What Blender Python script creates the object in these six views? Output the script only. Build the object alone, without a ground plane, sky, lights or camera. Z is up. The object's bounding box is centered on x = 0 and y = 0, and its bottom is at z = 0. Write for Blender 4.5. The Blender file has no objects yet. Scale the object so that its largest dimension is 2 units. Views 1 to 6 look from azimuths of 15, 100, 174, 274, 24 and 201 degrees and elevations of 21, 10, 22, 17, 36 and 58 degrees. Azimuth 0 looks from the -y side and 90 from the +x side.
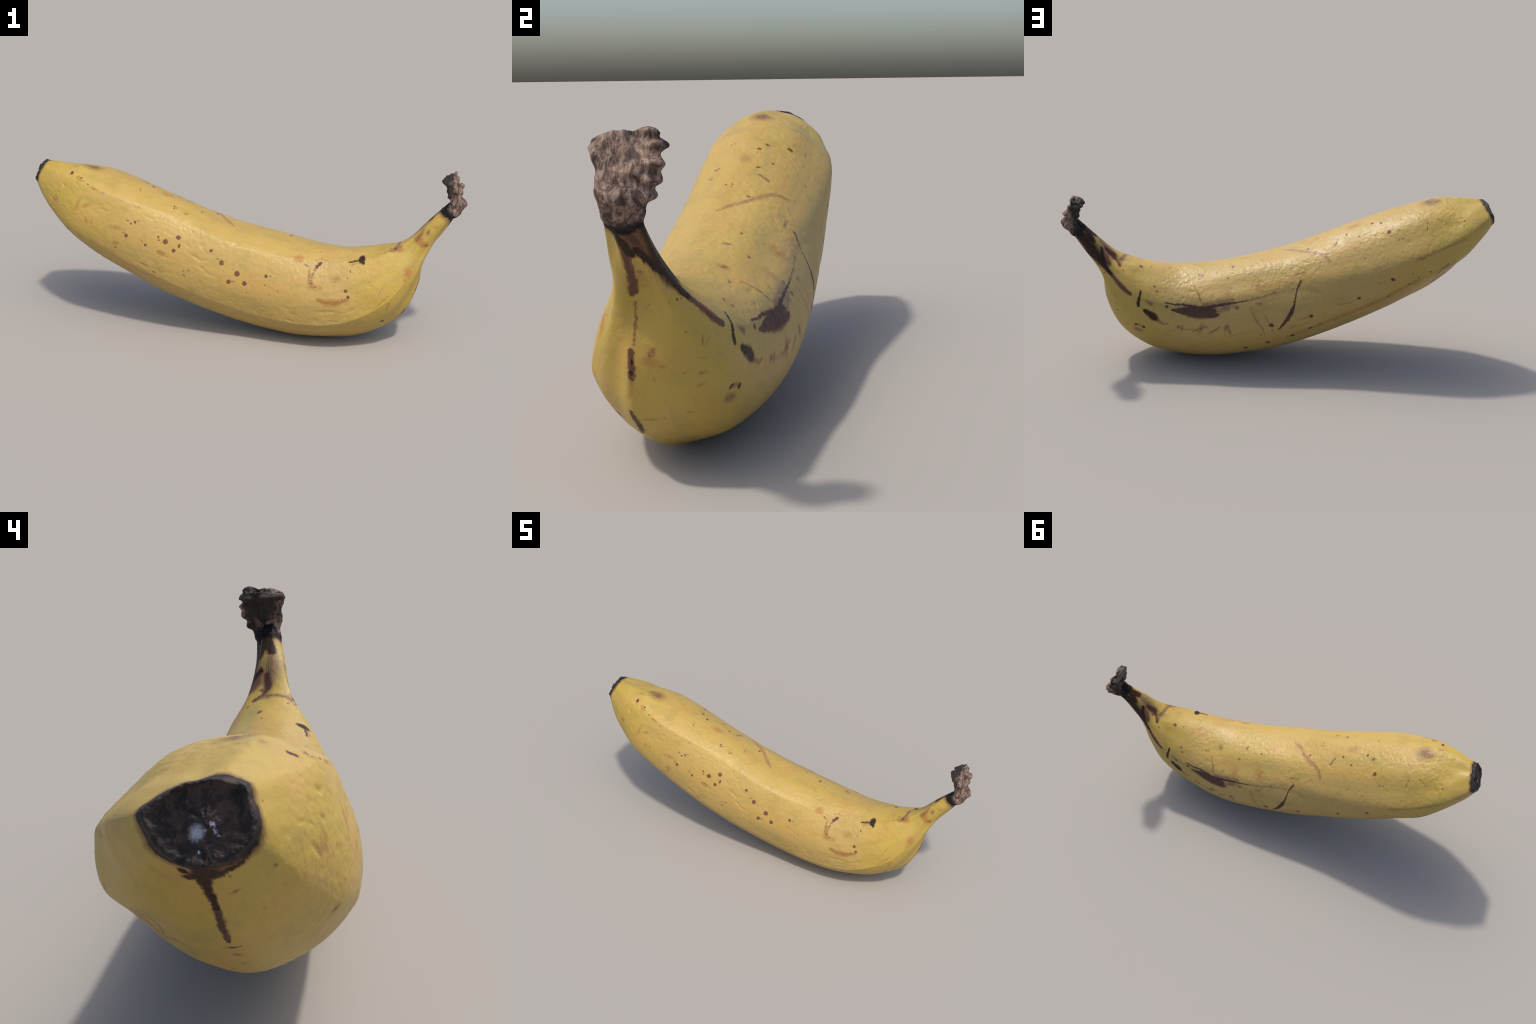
# A ripe banana: one lofted body (blossom tip, peel, stem) plus a dried stem stub.
import bpy, math, random
import numpy as np
from mathutils import Vector, Matrix, noise

random.seed(7)

# ------------------------------------------------------------------ profile of the fruit
# Spine of the fruit from blossom tip to stem, in metres.
SPINE = [(-0.977, -0.002, 0.705), (-0.89, 0, 0.663), (-0.74, 0, 0.578), (-0.53, 0, 0.487), (-0.32, 0, 0.405),
         (-0.11, 0, 0.335), (0.09, 0, 0.28), (0.28, 0, 0.247), (0.449, 0, 0.25), (0.59, 0.005, 0.29),
         (0.685, 0.005, 0.35), (0.756, 0.003, 0.42), (0.82, -0.002, 0.5), (0.87, -0.008, 0.565), (0.947, -0.008, 0.657)]

# Stations along the spine (0 = blossom tip, 1 = stem).  Each one gives the directions of
# the four long ridges of the peel (degrees round the spine, 0 = inner side) and the girth
# (mm from the spine) at the ridges and at the points evenly spaced between them.
STATIONS = []


def station(s, ridges, girth):
    STATIONS.append((s, ridges, girth))


station(0.000, ridges=(-50, -110, -178, -280),
        girth=(80, 76, 79, 75, 67, 60, 60, 59, 65, 80, 62, 55, 55, 66))
station(0.020, ridges=(-55, -113, -177, -276),
        girth=(105, 103, 107, 111, 102, 86, 76, 77, 97, 110, 83, 73, 71, 97))
station(0.045, ridges=(-56, -116, -173, -275),
        girth=(143, 139, 140, 145, 131, 117, 106, 100, 123, 143, 110, 92, 99, 131))
station(0.080, ridges=(-53, -117, -173, -277),
        girth=(187, 178, 177, 178, 163, 154, 148, 132, 154, 170, 135, 133, 139, 170))
station(0.125, ridges=(-50, -116, -192, -278),
        girth=(214, 206, 209, 215, 195, 182, 167, 154, 196, 203, 171, 169, 173, 190))
station(0.180, ridges=(-50, -113, -196, -281),
        girth=(234, 220, 226, 234, 219, 214, 194, 187, 210, 217, 187, 186, 189, 208))
station(0.250, ridges=(-46, -113, -189, -281),
        girth=(237, 232, 237, 246, 235, 224, 212, 208, 220, 217, 193, 188, 194, 212))
station(0.340, ridges=(-43, -114, -184, -286),
        girth=(232, 232, 238, 255, 249, 245, 226, 225, 230, 208, 190, 188, 195, 215))
station(0.440, ridges=(-47, -118, -192, -295),
        girth=(232, 225, 235, 251, 252, 253, 243, 241, 232, 199, 192, 190, 188, 206))
station(0.540, ridges=(-45, -121, -191, -296),
        girth=(226, 220, 228, 243, 248, 254, 251, 240, 236, 210, 198, 201, 201, 213))
station(0.620, ridges=(-41, -118, -183, -295),
        girth=(220, 219, 227, 246, 244, 249, 245, 235, 233, 209, 195, 195, 198, 208))
station(0.685, ridges=(-41, -117, -176, -293),
        girth=(207, 207, 223, 245, 239, 240, 254, 225, 210, 191, 184, 178, 187, 203))
station(0.740, ridges=(-43, -115, -168, -289),
        girth=(193, 195, 203, 228, 225, 229, 235, 215, 178, 168, 159, 156, 163, 183))
station(0.790, ridges=(-47, -114, -162, -281),
        girth=(178, 175, 183, 199, 197, 192, 204, 182, 153, 140, 132, 130, 143, 161))
station(0.840, ridges=(-50, -114, -159, -271),
        girth=(141, 134, 136, 145, 140, 129, 131, 115, 107, 108, 92, 86, 99, 114))
station(0.890, ridges=(-54, -114, -154, -261),
        girth=(88, 77, 80, 78, 84, 73, 50, 36, 58, 61, 54, 39, 34, 58))
station(0.940, ridges=(-55, -116, -160, -256),
        girth=(55, 51, 54, 54, 49, 46, 46, 41, 47, 44, 36, 36, 36, 44))
station(1.000, ridges=(-56, -118, -173, -254),
        girth=(27, 27, 35, 32, 27, 27, 27, 28, 31, 42, 27, 27, 28, 32))

FACES = (2, 2, 2, 4)            # girth points between one ridge and the next
# how sharp the four ridges are: (places along the spine, crease at those places)
CREASE = (((0, .1, .3, .6, .75, 1), (.2, .45, .5, .5, .5, .4)),
          ((0, .15, .4, .6, .75, 1), (.1, .2, .5, .7, .9, .5)),
          ((0, .15, .4, .6, .75, 1), (.3, .4, .3, .4, .6, .4)),
          ((0, .1, .25, .45, .65, .75, 1), (.25, .35, .2, .0, .2, .6, .4)))

# Dried stub: rings of radii (mm) at 15 degree steps along its own bent spine.
STUB_SPINE = [(.880, -.013, .572), (.908, -.011, .607), (.932, -.006, .640), (.946, .004, .670),
              (.949, .008, .70), (.943, .010, .735), (.930, .010, .765), (.924, .010, .783)]
STUB = []


def stub_ring(*radii):
    STUB.append(radii)


stub_ring(33, 35, 38, 42, 44, 44, 44, 45, 44, 41, 40, 43, 39, 37, 37, 40, 38, 40, 46, 49, 47, 44, 37, 33)
stub_ring(37, 36, 37, 41, 43, 42, 43, 42, 41, 43, 46, 41, 37, 35, 36, 39, 38, 37, 41, 45, 43, 43, 42, 41)
stub_ring(36, 35, 36, 40, 41, 41, 41, 39, 38, 40, 42, 39, 36, 34, 34, 37, 38, 39, 41, 43, 41, 42, 40, 39)
stub_ring(35, 34, 35, 39, 40, 40, 40, 37, 35, 37, 39, 37, 34, 32, 32, 35, 37, 37, 40, 42, 40, 41, 38, 37)
stub_ring(37, 37, 37, 39, 40, 40, 38, 34, 33, 35, 35, 35, 31, 29, 29, 31, 37, 37, 38, 40, 38, 39, 36, 35)
stub_ring(37, 41, 43, 45, 42, 42, 36, 33, 32, 31, 29, 27, 25, 24, 24, 27, 31, 39, 39, 40, 46, 39, 36, 35)
stub_ring(43, 43, 45, 51, 51, 51, 50, 53, 32, 27, 21, 19, 17, 17, 18, 23, 32, 44, 41, 40, 45, 41, 40, 41)
stub_ring(51, 49, 47, 51, 56, 55, 54, 57, 33, 23, 18, 17, 17, 17, 17, 22, 40, 55, 53, 51, 55, 52, 48, 47)
stub_ring(27, 29, 31, 35, 51, 56, 57, 59, 39, 35, 32, 31, 31, 30, 29, 32, 49, 55, 61, 63, 45, 35, 30, 28)
stub_ring(21, 20, 21, 25, 37, 57, 58, 57, 46, 40, 33, 30, 30, 29, 29, 36, 53, 59, 68, 75, 53, 39, 31, 25)
stub_ring(14, 14, 15, 17, 32, 62, 63, 61, 51, 44, 39, 34, 33, 30, 28, 32, 49, 56, 65, 75, 65, 29, 18, 15)
stub_ring(11, 11, 13, 19, 33, 69, 67, 55, 49, 41, 36, 33, 33, 33, 31, 34, 48, 56, 63, 69, 32, 17, 13, 11)
stub_ring(12, 13, 17, 25, 46, 74, 56, 47, 41, 35, 33, 32, 31, 28, 26, 31, 46, 52, 63, 70, 44, 14, 11, 11)
stub_ring(13, 15, 17, 19, 46, 70, 66, 39, 35, 27, 24, 23, 23, 23, 26, 31, 41, 55, 58, 66, 46, 14, 13, 13)


# ------------------------------------------------------------------ lofting helpers
def catmull(P, u):
    K = len(P)
    i = np.clip(np.floor(u).astype(int), 0, K - 2)
    t = (u - i)[:, None]
    p1, p2 = P[i], P[i + 1]
    p0 = np.where((i == 0)[:, None], 2 * P[0] - P[1], P[np.clip(i - 1, 0, K - 1)])
    p3 = np.where((i == K - 2)[:, None], 2 * P[-1] - P[-2], P[np.clip(i + 2, 0, K - 1)])
    return .5 * (2 * p1 + (p2 - p0) * t + (2 * p0 - 5 * p1 + 4 * p2 - p3) * t ** 2 + (3 * p1 - p0 - 3 * p2 + p3) * t ** 3)


class Spine:
    def __init__(self, pts, smooth):
        P = np.array(pts, float)
        D = catmull(P, np.linspace(0, len(P) - 1, 3000))
        k = np.hanning(smooth)
        k /= k.sum()
        h = smooth // 2
        e = np.concatenate([2 * D[0] - D[h:0:-1], D, 2 * D[-1] - D[-2:-h - 2:-1]])
        self.D = np.stack([np.convolve(e[:, j], k, 'valid') for j in range(3)], 1)
        self.L = np.concatenate([[0], np.cumsum(np.linalg.norm(np.diff(self.D, axis=0), axis=1))])

    def at(self, s):
        return np.stack([np.interp(s * self.L[-1], self.L, self.D[:, j]) for j in range(3)], 1)

    def frames(self, s):
        T = self.at(np.clip(s + .01, 0, 1)) - self.at(np.clip(s - .01, 0, 1))
        T /= np.linalg.norm(T, axis=1)[:, None]
        side = np.tile([0, 1., 0], (len(s), 1))
        side -= T * (side * T).sum(1)[:, None]
        side /= np.linalg.norm(side, axis=1)[:, None]
        return T, np.cross(side, T), side


def along(x, y, xs):
    """smooth curve through the stations (Hermite, uneven spacing)"""
    x, y = np.array(x, float), np.array(y, float)
    n, d = len(x), np.diff(x)
    g = np.diff(y, axis=0) / d[:, None]
    m = np.empty_like(y)
    m[0], m[-1] = g[0], g[-1]
    m[1:-1] = (g[:-1] * d[1:, None] + g[1:] * d[:-1, None]) / (d[:-1] + d[1:])[:, None]
    i = np.clip(np.searchsorted(x, xs, side='right') - 1, 0, n - 2)
    h = d[i][:, None]
    t = ((xs - x[i]) / d[i])[:, None]
    return ((2 * t ** 3 - 3 * t ** 2 + 1) * y[i] + (t ** 3 - 2 * t ** 2 + t) * h * m[i]
            + (-2 * t ** 3 + 3 * t ** 2) * y[i + 1] + (t ** 3 - t ** 2) * h * m[i + 1])


def around(n_lines, creases, sub):
    """matrix that turns girth points into a closed outline, creased at the ridges"""
    M = np.zeros((n_lines * sub, n_lines))
    for k in range(n_lines):
        a, b, c, d = (k - 1) % n_lines, k, (k + 1) % n_lines, (k + 2) % n_lines
        c0, c1 = creases.get(k, 0), creases.get(c, 0)
        ma, mb = np.zeros(n_lines), np.zeros(n_lines)
        ma[c] += .5 * (1 - c0) + c0
        ma[b] -= c0
        ma[a] -= .5 * (1 - c0)
        mb[d] += .5 * (1 - c1)
        mb[c] += c1
        mb[b] -= .5 * (1 - c1) + c1
        for j in range(sub):
            t = j / sub
            row = np.zeros(n_lines)
            row[b] += 2 * t ** 3 - 3 * t ** 2 + 1
            row[c] += -2 * t ** 3 + 3 * t ** 2
            M[k * sub + j] = row + (t ** 3 - 2 * t ** 2 + t) * ma + (t ** 3 - t ** 2) * mb
    return M


def grid_normals(V):
    du = np.gradient(V, axis=0)
    dv = np.roll(V, -1, 1) - np.roll(V, 1, 1)
    N = np.cross(dv, du)
    return N / (np.linalg.norm(N, axis=2)[..., None] + 1e-12)


def smoothstep(a, b, x):
    t = np.clip((x - a) / (b - a), 0, 1)
    return t * t * (3 - 2 * t)


def field(P, fn):
    return np.array([fn(Vector(p)) for p in P.reshape(-1, 3)]).reshape(P.shape[:-1])


# ------------------------------------------------------------------ body of the fruit
NS, SUB = 800, 20
s_ring = np.linspace(0, 1, NS)
spine = Spine(SPINE, 301)
n_lines = len(FACES) + sum(FACES)
rid = [0, 3, 6, 9]
SK = [r[0] for r in STATIONS]
ph = np.radians([list(r[1]) + [r[1][0] - 360] for r in STATIONS])
ang = np.concatenate([ph[:, [r]] + (ph[:, [r + 1]] - ph[:, [r]]) * np.arange(FACES[r] + 1) / (FACES[r] + 1) for r in range(4)], 1)
girth = np.array([r[2] for r in STATIONS]) / 1000
C, (T, E1, E2) = spine.at(s_ring), spine.frames(s_ring)
E1 = -E1 if E1[NS // 2, 2] < 0 else E1
LX, LY = along(SK, girth * np.cos(ang), s_ring), along(SK, girth * np.sin(ang), s_ring)
M0 = around(n_lines, {}, SUB)
X, Y = LX @ M0.T, LY @ M0.T
for r, (at, sharp) in zip(rid, CREASE):          # each ridge is sharper or softer along its length
    D = (around(n_lines, {r: 1.0}, SUB) - M0).T
    w = np.interp(s_ring, at, sharp)[:, None]
    X, Y = X + w * (LX @ D), Y + w * (LY @ D)
BODY = C[:, None] + X[..., None] * E1[:, None] + Y[..., None] * E2[:, None]
NT = BODY.shape[1]
FLIP = (grid_normals(BODY)[NS // 2] * (BODY[NS // 2] - C[NS // 2])).sum() < 0
if FLIP:
    BODY, X, Y = BODY[:, ::-1], X[:, ::-1], Y[:, ::-1]
N0 = grid_normals(BODY)


def relief():
    """pebbly lumps and lengthwise dents of the peel, in metres along the normal"""
    s = np.broadcast_to(s_ring[:, None], BODY.shape[:2])
    th = np.arctan2(Y, X)
    r = np.hypot(X, Y)
    A = s * spine.L[-1]
    # coordinates that follow the fruit, so the grain runs along it
    grain = np.stack([A * 22, np.cos(th) * r * 60, np.sin(th) * r * 60], -1)
    dents = field(grain, noise.noise)
    dents = -smoothstep(.18, .75, dents)
    pebble = .8 * field(BODY * 44, noise.noise) + .7 * field(BODY * 92 + 7, noise.noise)
    pits = -smoothstep(.35, .8, field(BODY * 70 + 31, noise.noise))
    swell = field(BODY * 9 + 2, noise.noise)
    patch = smoothstep(-.35, .35, field(BODY * 5 + 3, noise.noise))
    top = smoothstep(-.2, .7, np.cos(th - math.radians(35)))        # pebbly inner-back side
    low = smoothstep(.1, .8, np.cos(th + math.radians(110)))        # dented front-lower side
    fade = smoothstep(.01, .06, s) * (1 - smoothstep(.72, .86, s))
    return fade * (swell * .0012 + pebble * .00115 * (.25 + 1.0 * top * patch + .6 * low)
                   + dents * .0032 * (.1 + .9 * low * patch) + pits * .0016 * (.25 + .75 * top))


BODY = BODY + N0 * relief()[..., None]
low = BODY[..., 2]
BODY[..., 2] = np.where(low < .002, .002 * np.exp(np.minimum(low - .002, 0) / .002), low)   # rests on the ground


# ------------------------------------------------------------------ blossom tip
def tip_rings():
    rim, c, inward = BODY[0], BODY[0].mean(0), T[0]
    a = np.arctan2(Y[0], X[0])
    rings = []
    # (size, height over the rim): a thin lip, a dish, and a small knob in the middle
    plan = [(.985, .0045), (.955, .0075), (.915, .0085), (.87, .0070), (.80, .0040), (.72, .0025), (.63, .0015), (.53, .0015),
            (.42, .0020), (.32, .0035), (.24, .0060), (.16, .0080), (.09, .0088), (.03, .0090)]
    for k, (f, out) in enumerate(plan):
        w = np.array([noise.noise(Vector((math.cos(t) * 2.2, math.sin(t) * 2.2, k * .3))) for t in a])
        w2 = np.array([noise.noise(Vector((math.cos(t) * 5 * f, math.sin(t) * 5 * f, 9 + f))) for t in a])
        w3 = np.array([noise.noise(Vector((math.cos(t) * 11 * f, math.sin(t) * 11 * f, 3 + f))) for t in a])
        o = out * (1 + (.4 * w + .35 * np.cos(a - .3)) * min(1, f * 2.5)) + (.0030 * w2 + .0018 * w3) * min(1, (1 - f) * 8 + .55) * min(1, f * 2.2)
        rings.append(c + (rim - c) * f - inward * o[:, None] + (rim - c) * (w * .055 * (k > 0) * f)[:, None])
    return np.array(rings[::-1])


TIP = tip_rings()
ALL = np.concatenate([TIP, BODY])
NA = grid_normals(ALL)
n_tip = len(TIP)
i_cap = n_tip + int(.003 * NS)
i_stem = n_tip + int(.80 * NS)


# ------------------------------------------------------------------ mesh helpers
def sheet_object(name, V, N, close_first=False, close_last=False):
    """closed-round grid of rings as a mesh object with given vertex normals"""
    nr, nt = V.shape[:2]
    verts = [tuple(p) for p in V.reshape(-1, 3)]
    norms = [tuple(p) for p in N.reshape(-1, 3)]
    faces = [(i * nt + j, i * nt + (j + 1) % nt, (i + 1) * nt + (j + 1) % nt, (i + 1) * nt + j)
             for i in range(nr - 1) for j in range(nt)]
    for on, ring, flip in ((close_first, 0, True), (close_last, nr - 1, False)):
        if on:
            verts.append(tuple(V[ring].mean(0)))
            n = N[ring].mean(0)
            norms.append(tuple(n / np.linalg.norm(n)))
            c = len(verts) - 1
            for j in range(nt):
                a, b = ring * nt + j, ring * nt + (j + 1) % nt
                faces.append((c, b, a) if flip else (c, a, b))
    me = bpy.data.meshes.new(name)
    me.from_pydata(verts, [], faces)
    me.polygons.foreach_set('use_smooth', [True] * len(faces))
    me.update()
    me.normals_split_custom_set_from_vertices(norms)
    ob = bpy.data.objects.new(name, me)
    bpy.context.scene.collection.objects.link(ob)
    return ob


# ------------------------------------------------------------------ dried stub
def build_stub():
    NR = 130
    u = np.linspace(.235, 1, NR)
    sp = Spine(STUB_SPINE, 501)
    c, (t, e1, e2) = sp.at(u), sp.frames(u)
    e1 = -e1 if e1[NR // 2, 0] < 0 else e1
    R = np.array(STUB) / 1000
    a = -np.arange(24) * math.pi / 12
    k = np.linspace(0, 1, len(R))
    M = around(24, {i: .45 for i in range(24)}, 9)
    x, y = along(k, R * np.cos(a), u) @ M.T, along(k, R * np.sin(a), u) @ M.T
    flare = np.interp(u, [.235, .27, .31, .36, .45], [.82, .97, 1.04, 1.04, 1.0])[:, None]
    x, y = x * flare, y * flare
    V = c[:, None] + x[..., None] * e1[:, None] + y[..., None] * e2[:, None]
    # ragged lower edge: the stub clings to the stem in tongues
    az = np.linspace(0, 2 * math.pi, V.shape[1], endpoint=False)
    rag = np.array([noise.noise(Vector((math.cos(q) * 2.1, math.sin(q) * 2.1, 4))) for q in az]) * .022 + .010 * np.sin(az + 1.2)
    V = V + t[:, None] * (rag[None] * (1 - smoothstep(.235, .42, u))[:, None])[..., None]
    # the cut slopes down towards the -y corner
    V[..., 2] -= .018 * smoothstep(.01, -.065, V[..., 1]) * smoothstep(.72, 1, u)[:, None] + .006 * smoothstep(.05, .085, V[..., 1]) * smoothstep(.8, 1, u)[:, None]
    # top: torn, slightly dished end
    top, tc = V[-1], V[-1].mean(0)
    ends = [tc + (top - tc) * f + t[-1] * o for f, o in ((.95, .003), (.85, .001), (.65, -.003), (.4, -.004), (.2, -.002), (.04, -.001))]
    V = np.concatenate([V, np.array(ends)])
    if (grid_normals(V)[60] * (V[60] - c[60])).sum() < 0:
        V = V[:, ::-1]
    N = grid_normals(V)
    Q = V * np.array([1, 1, .4]) * 62                       # fibres run up the stub
    f = field(Q, lambda p: .5 - abs(noise.noise(p))) * .0055 + field(V * 38 + 3, noise.noise) * .0040
    f += field(V * 95 + 1, lambda p: .4 - abs(noise.noise(p))) * .0010 - .0004
    x, y, z = V[..., 0], V[..., 1], V[..., 2]
    f += .0050 * np.cos(2 * math.pi * (z - .700) / .031) * smoothstep(.035, .06, y)              # scalloped outer edge
    back = smoothstep(.25, .8, -N[..., 0])
    f += back * (.011 * np.exp(-((z - .763) / .009) ** 2) - .006 * np.exp(-((z - .735) / .014) ** 2))  # torn lip over a hollow
    f += .004 * np.cos(2 * math.pi * x / .021 + 1) * smoothstep(.765, .785, z) * np.clip(N[..., 2], 0, 1)  # notched top
    amp = np.concatenate([smoothstep(.25, .33, u), np.full(len(ends), .6)])
    V = V + N * (f * amp[:, None])[..., None]
    return V, grid_normals(V)


STUB_V, STUB_N = build_stub()

MARKS = []

# ------------------------------------------------------------------ materials
def srgb(r, g, b):
    f = lambda c: c / 12.92 if c <= .04045 else ((c + .055) / 1.055) ** 2.4
    return (f(r / 255), f(g / 255), f(b / 255), 1)


class Tree:
    def __init__(self, name):
        self.mat = bpy.data.materials.new(name)
        self.mat.use_nodes = True
        self.t = self.mat.node_tree
        self.bsdf = next(n for n in self.t.nodes if n.type == 'BSDF_PRINCIPLED')
        self.P = self.n('ShaderNodeTexCoord').outputs['Object']

    def n(self, kind, **props):
        node = self.t.nodes.new(kind)
        for k, v in props.items():
            setattr(node, k, v)
        return node

    def put(self, sock, v):
        if isinstance(v, bpy.types.NodeSocket):
            self.t.links.new(v, sock)
        else:
            sock.default_value = v

    def math(self, op, a, b=0., c=0., clamp=False):
        m = self.n('ShaderNodeMath', operation=op, use_clamp=clamp)
        for i, v in enumerate((a, b, c)):
            self.put(m.inputs[i], v)
        return m.outputs[0]

    def vmath(self, op, a, b=None, scale=None):
        m = self.n('ShaderNodeVectorMath', operation=op)
        self.put(m.inputs[0], a)
        if b is not None:
            self.put(m.inputs[1], b)
        if scale is not None:
            self.put(m.inputs[3], scale)
        return m.outputs['Value'] if op in ('DOT_PRODUCT', 'LENGTH', 'DISTANCE') else m.outputs['Vector']

    def noise(self, vec, scale, detail=3., rough=.55, dist=0.):
        m = self.n('ShaderNodeTexNoise')
        self.put(m.inputs['Vector'], vec)
        m.inputs['Scale'].default_value = scale
        m.inputs['Detail'].default_value = detail
        m.inputs['Roughness'].default_value = rough
        m.inputs['Distortion'].default_value = dist
        return m.outputs['Fac'], m.outputs['Color']

    def step(self, x, lo, hi, smooth=True, a=0., b=1.):
        m = self.n('ShaderNodeMapRange', interpolation_type='SMOOTHSTEP' if smooth else 'LINEAR')
        self.put(m.inputs[0], x)
        for i, v in zip((1, 2, 3, 4), (lo, hi, a, b)):
            self.put(m.inputs[i], v)
        return m.outputs[0]

    def mix(self, fac, a, b, mode='MIX'):
        m = self.n('ShaderNodeMix', data_type='RGBA', blend_type=mode)
        self.put(m.inputs[0], fac)
        self.put(m.inputs[6], a)
        self.put(m.inputs[7], b)
        return m.outputs[2]

    def mapping(self, vec, loc=(0, 0, 0), rot=(0, 0, 0), scale=(1, 1, 1), kind='POINT'):
        m = self.n('ShaderNodeMapping', vector_type=kind)
        self.put(m.inputs[0], vec)
        m.inputs[1].default_value, m.inputs[2].default_value, m.inputs[3].default_value = loc, rot, scale
        return m.outputs[0]


# what the marks on the peel look like: colour, strength
KINDS = {
    'tan': (srgb(150, 106, 50), .78), 'rust': (srgb(142, 95, 45), .8), 'green': (srgb(96, 94, 60), .75),
    'bruise': (srgb(96, 58, 50), .95), 'orange': (srgb(158, 100, 40), .85), 'pink': (srgb(172, 106, 58), .35),
    'purple': (srgb(116, 82, 72), .88), 'scratch': (srgb(142, 98, 62), .9), 'brown': (srgb(118, 78, 50), .9),
    'dot': (srgb(112, 70, 52), .97), 'blue': (srgb(120, 120, 142), .8), 'darkbrown': (srgb(92, 60, 52), .92),
    'dark': (srgb(78, 54, 50), .95), 'black': (srgb(43, 33, 29), .97), 'white': (srgb(178, 181, 194), .85)}


def spot(kind, at, u, v, soft):
    MARKS.append((kind, 'spot', soft, [at, u, v]))


def stroke(kind, soft, *pts):
    MARKS.append((kind, 'stroke', soft, pts))


spot('dot', (-0.300, -0.221, 0.475), (0.0115, 0.0028, -0.0001), (0.0009, -0.0042, -0.0110), 0.35)
spot('dot', (-0.244, -0.204, 0.493), (0.0106, 0.0029, -0.0002), (0.0013, -0.0051, -0.0093), 0.35)
spot('dot', (-0.261, -0.227, 0.438), (0.0087, 0.0022, -0.0001), (0.0006, -0.0028, -0.0085), 0.35)
spot('dot', (-0.237, -0.218, 0.459), (0.0051, 0.0007, -0.0013), (-0.0016, -0.0042, -0.0087), 0.35)
spot('dot', (-0.093, -0.200, 0.442), (0.0081, 0.0012, 0.0002), (0.0006, -0.0026, -0.0068), 0.35)
spot('dot', (-0.043, -0.212, 0.392), (0.0105, 0.0017, 0.0002), (0.0008, -0.0037, -0.0116), 0.35)
spot('dot', (0.029, -0.217, 0.348), (0.0126, 0.0016, 0.0005), (0.0007, -0.0034, -0.0121), 0.35)
spot('dot', (-0.008, -0.229, 0.311), (0.0098, 0.0014, 0.0003), (0.0001, -0.0014, -0.0100), 0.35)
spot('dot', (0.064, -0.223, 0.306), (0.0105, -0.0000, 0.0010), (0.0003, -0.0019, -0.0115), 0.35)
spot('dot', (0.159, -0.206, 0.343), (0.0077, 0.0008, 0.0004), (0.0005, -0.0025, -0.0081), 0.35)
spot('dot', (0.514, -0.197, 0.302), (0.0078, 0.0010, 0.0003), (0.0007, -0.0029, -0.0082), 0.35)
spot('dot', (0.526, -0.203, 0.275), (0.0070, 0.0013, 0.0001), (0.0005, -0.0019, -0.0078), 0.35)
spot('dot', (-0.333, -0.219, 0.494), (0.0049, 0.0007, 0.0001), (0.0003, -0.0017, -0.0054), 0.35)
spot('dot', (-0.331, -0.223, 0.480), (0.0038, 0.0004, 0.0001), (0.0002, -0.0011, -0.0040), 0.35)
spot('dot', (-0.291, -0.114, 0.599), (0.0024, 0.0017, -0.0004), (0.0008, -0.0026, -0.0017), 0.35)
spot('dot', (-0.177, -0.055, 0.566), (0.0030, 0.0028, -0.0007), (0.0010, -0.0031, -0.0007), 0.35)
spot('dot', (-0.183, -0.175, 0.514), (0.0024, 0.0006, -0.0000), (0.0004, -0.0014, -0.0021), 0.35)
spot('dot', (-0.321, -0.180, 0.564), (0.0023, 0.0007, -0.0001), (0.0004, -0.0013, -0.0021), 0.35)
spot('dot', (0.514, -0.208, 0.266), (0.0023, 0.0004, 0.0001), (0.0001, -0.0005, -0.0024), 0.35)
spot('dot', (0.526, -0.206, 0.260), (0.0031, 0.0007, -0.0000), (0.0001, -0.0006, -0.0023), 0.35)
spot('dot', (0.500, -0.209, 0.267), (0.0023, 0.0003, 0.0001), (0.0002, -0.0009, -0.0031), 0.35)
spot('dot', (0.517, -0.174, 0.354), (0.0024, 0.0001, 0.0002), (0.0004, -0.0020, -0.0034), 0.35)
spot('dot', (0.526, -0.156, 0.379), (0.0032, 0.0000, 0.0003), (0.0007, -0.0035, -0.0045), 0.35)
spot('dot', (0.408, -0.192, 0.328), (0.0020, 0.0000, 0.0002), (0.0002, -0.0008, -0.0018), 0.35)
spot('dot', (0.380, -0.202, 0.312), (0.0036, 0.0004, 0.0002), (0.0002, -0.0010, -0.0022), 0.35)
spot('dot', (0.179, -0.225, 0.261), (0.0024, 0.0002, 0.0001), (0.0000, -0.0003, -0.0025), 0.35)
spot('dot', (0.156, -0.218, 0.305), (0.0029, 0.0002, 0.0002), (0.0001, -0.0007, -0.0028), 0.35)
spot('rust', (-0.289, -0.236, 0.411), (0.0045, 0.0008, 0.0001), (0.0000, -0.0006, -0.0037), 0.35)
spot('rust', (0.076, -0.228, 0.266), (0.0046, 0.0000, 0.0004), (-0.0001, -0.0001, -0.0040), 0.35)
spot('rust', (0.215, -0.222, 0.283), (0.0038, -0.0003, 0.0005), (0.0002, -0.0009, -0.0053), 0.35)
spot('rust', (-0.216, -0.237, 0.348), (0.0047, 0.0002, 0.0004), (-0.0001, -0.0006, -0.0060), 0.35)
spot('rust', (-0.169, -0.235, 0.341), (0.0038, 0.0002, 0.0003), (-0.0001, -0.0003, -0.0048), 0.35)
spot('rust', (-0.238, -0.121, 0.576), (0.0027, 0.0055, 0.0010), (0.0018, -0.0017, -0.0016), 0.35)
spot('rust', (-0.320, -0.236, 0.426), (0.0242, -0.0004, -0.0068), (-0.0034, -0.0022, -0.0097), 0.35)
spot('rust', (0.472, -0.218, 0.246), (0.0078, 0.0016, 0.0001), (0.0003, -0.0011, -0.0056), 0.35)
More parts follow.
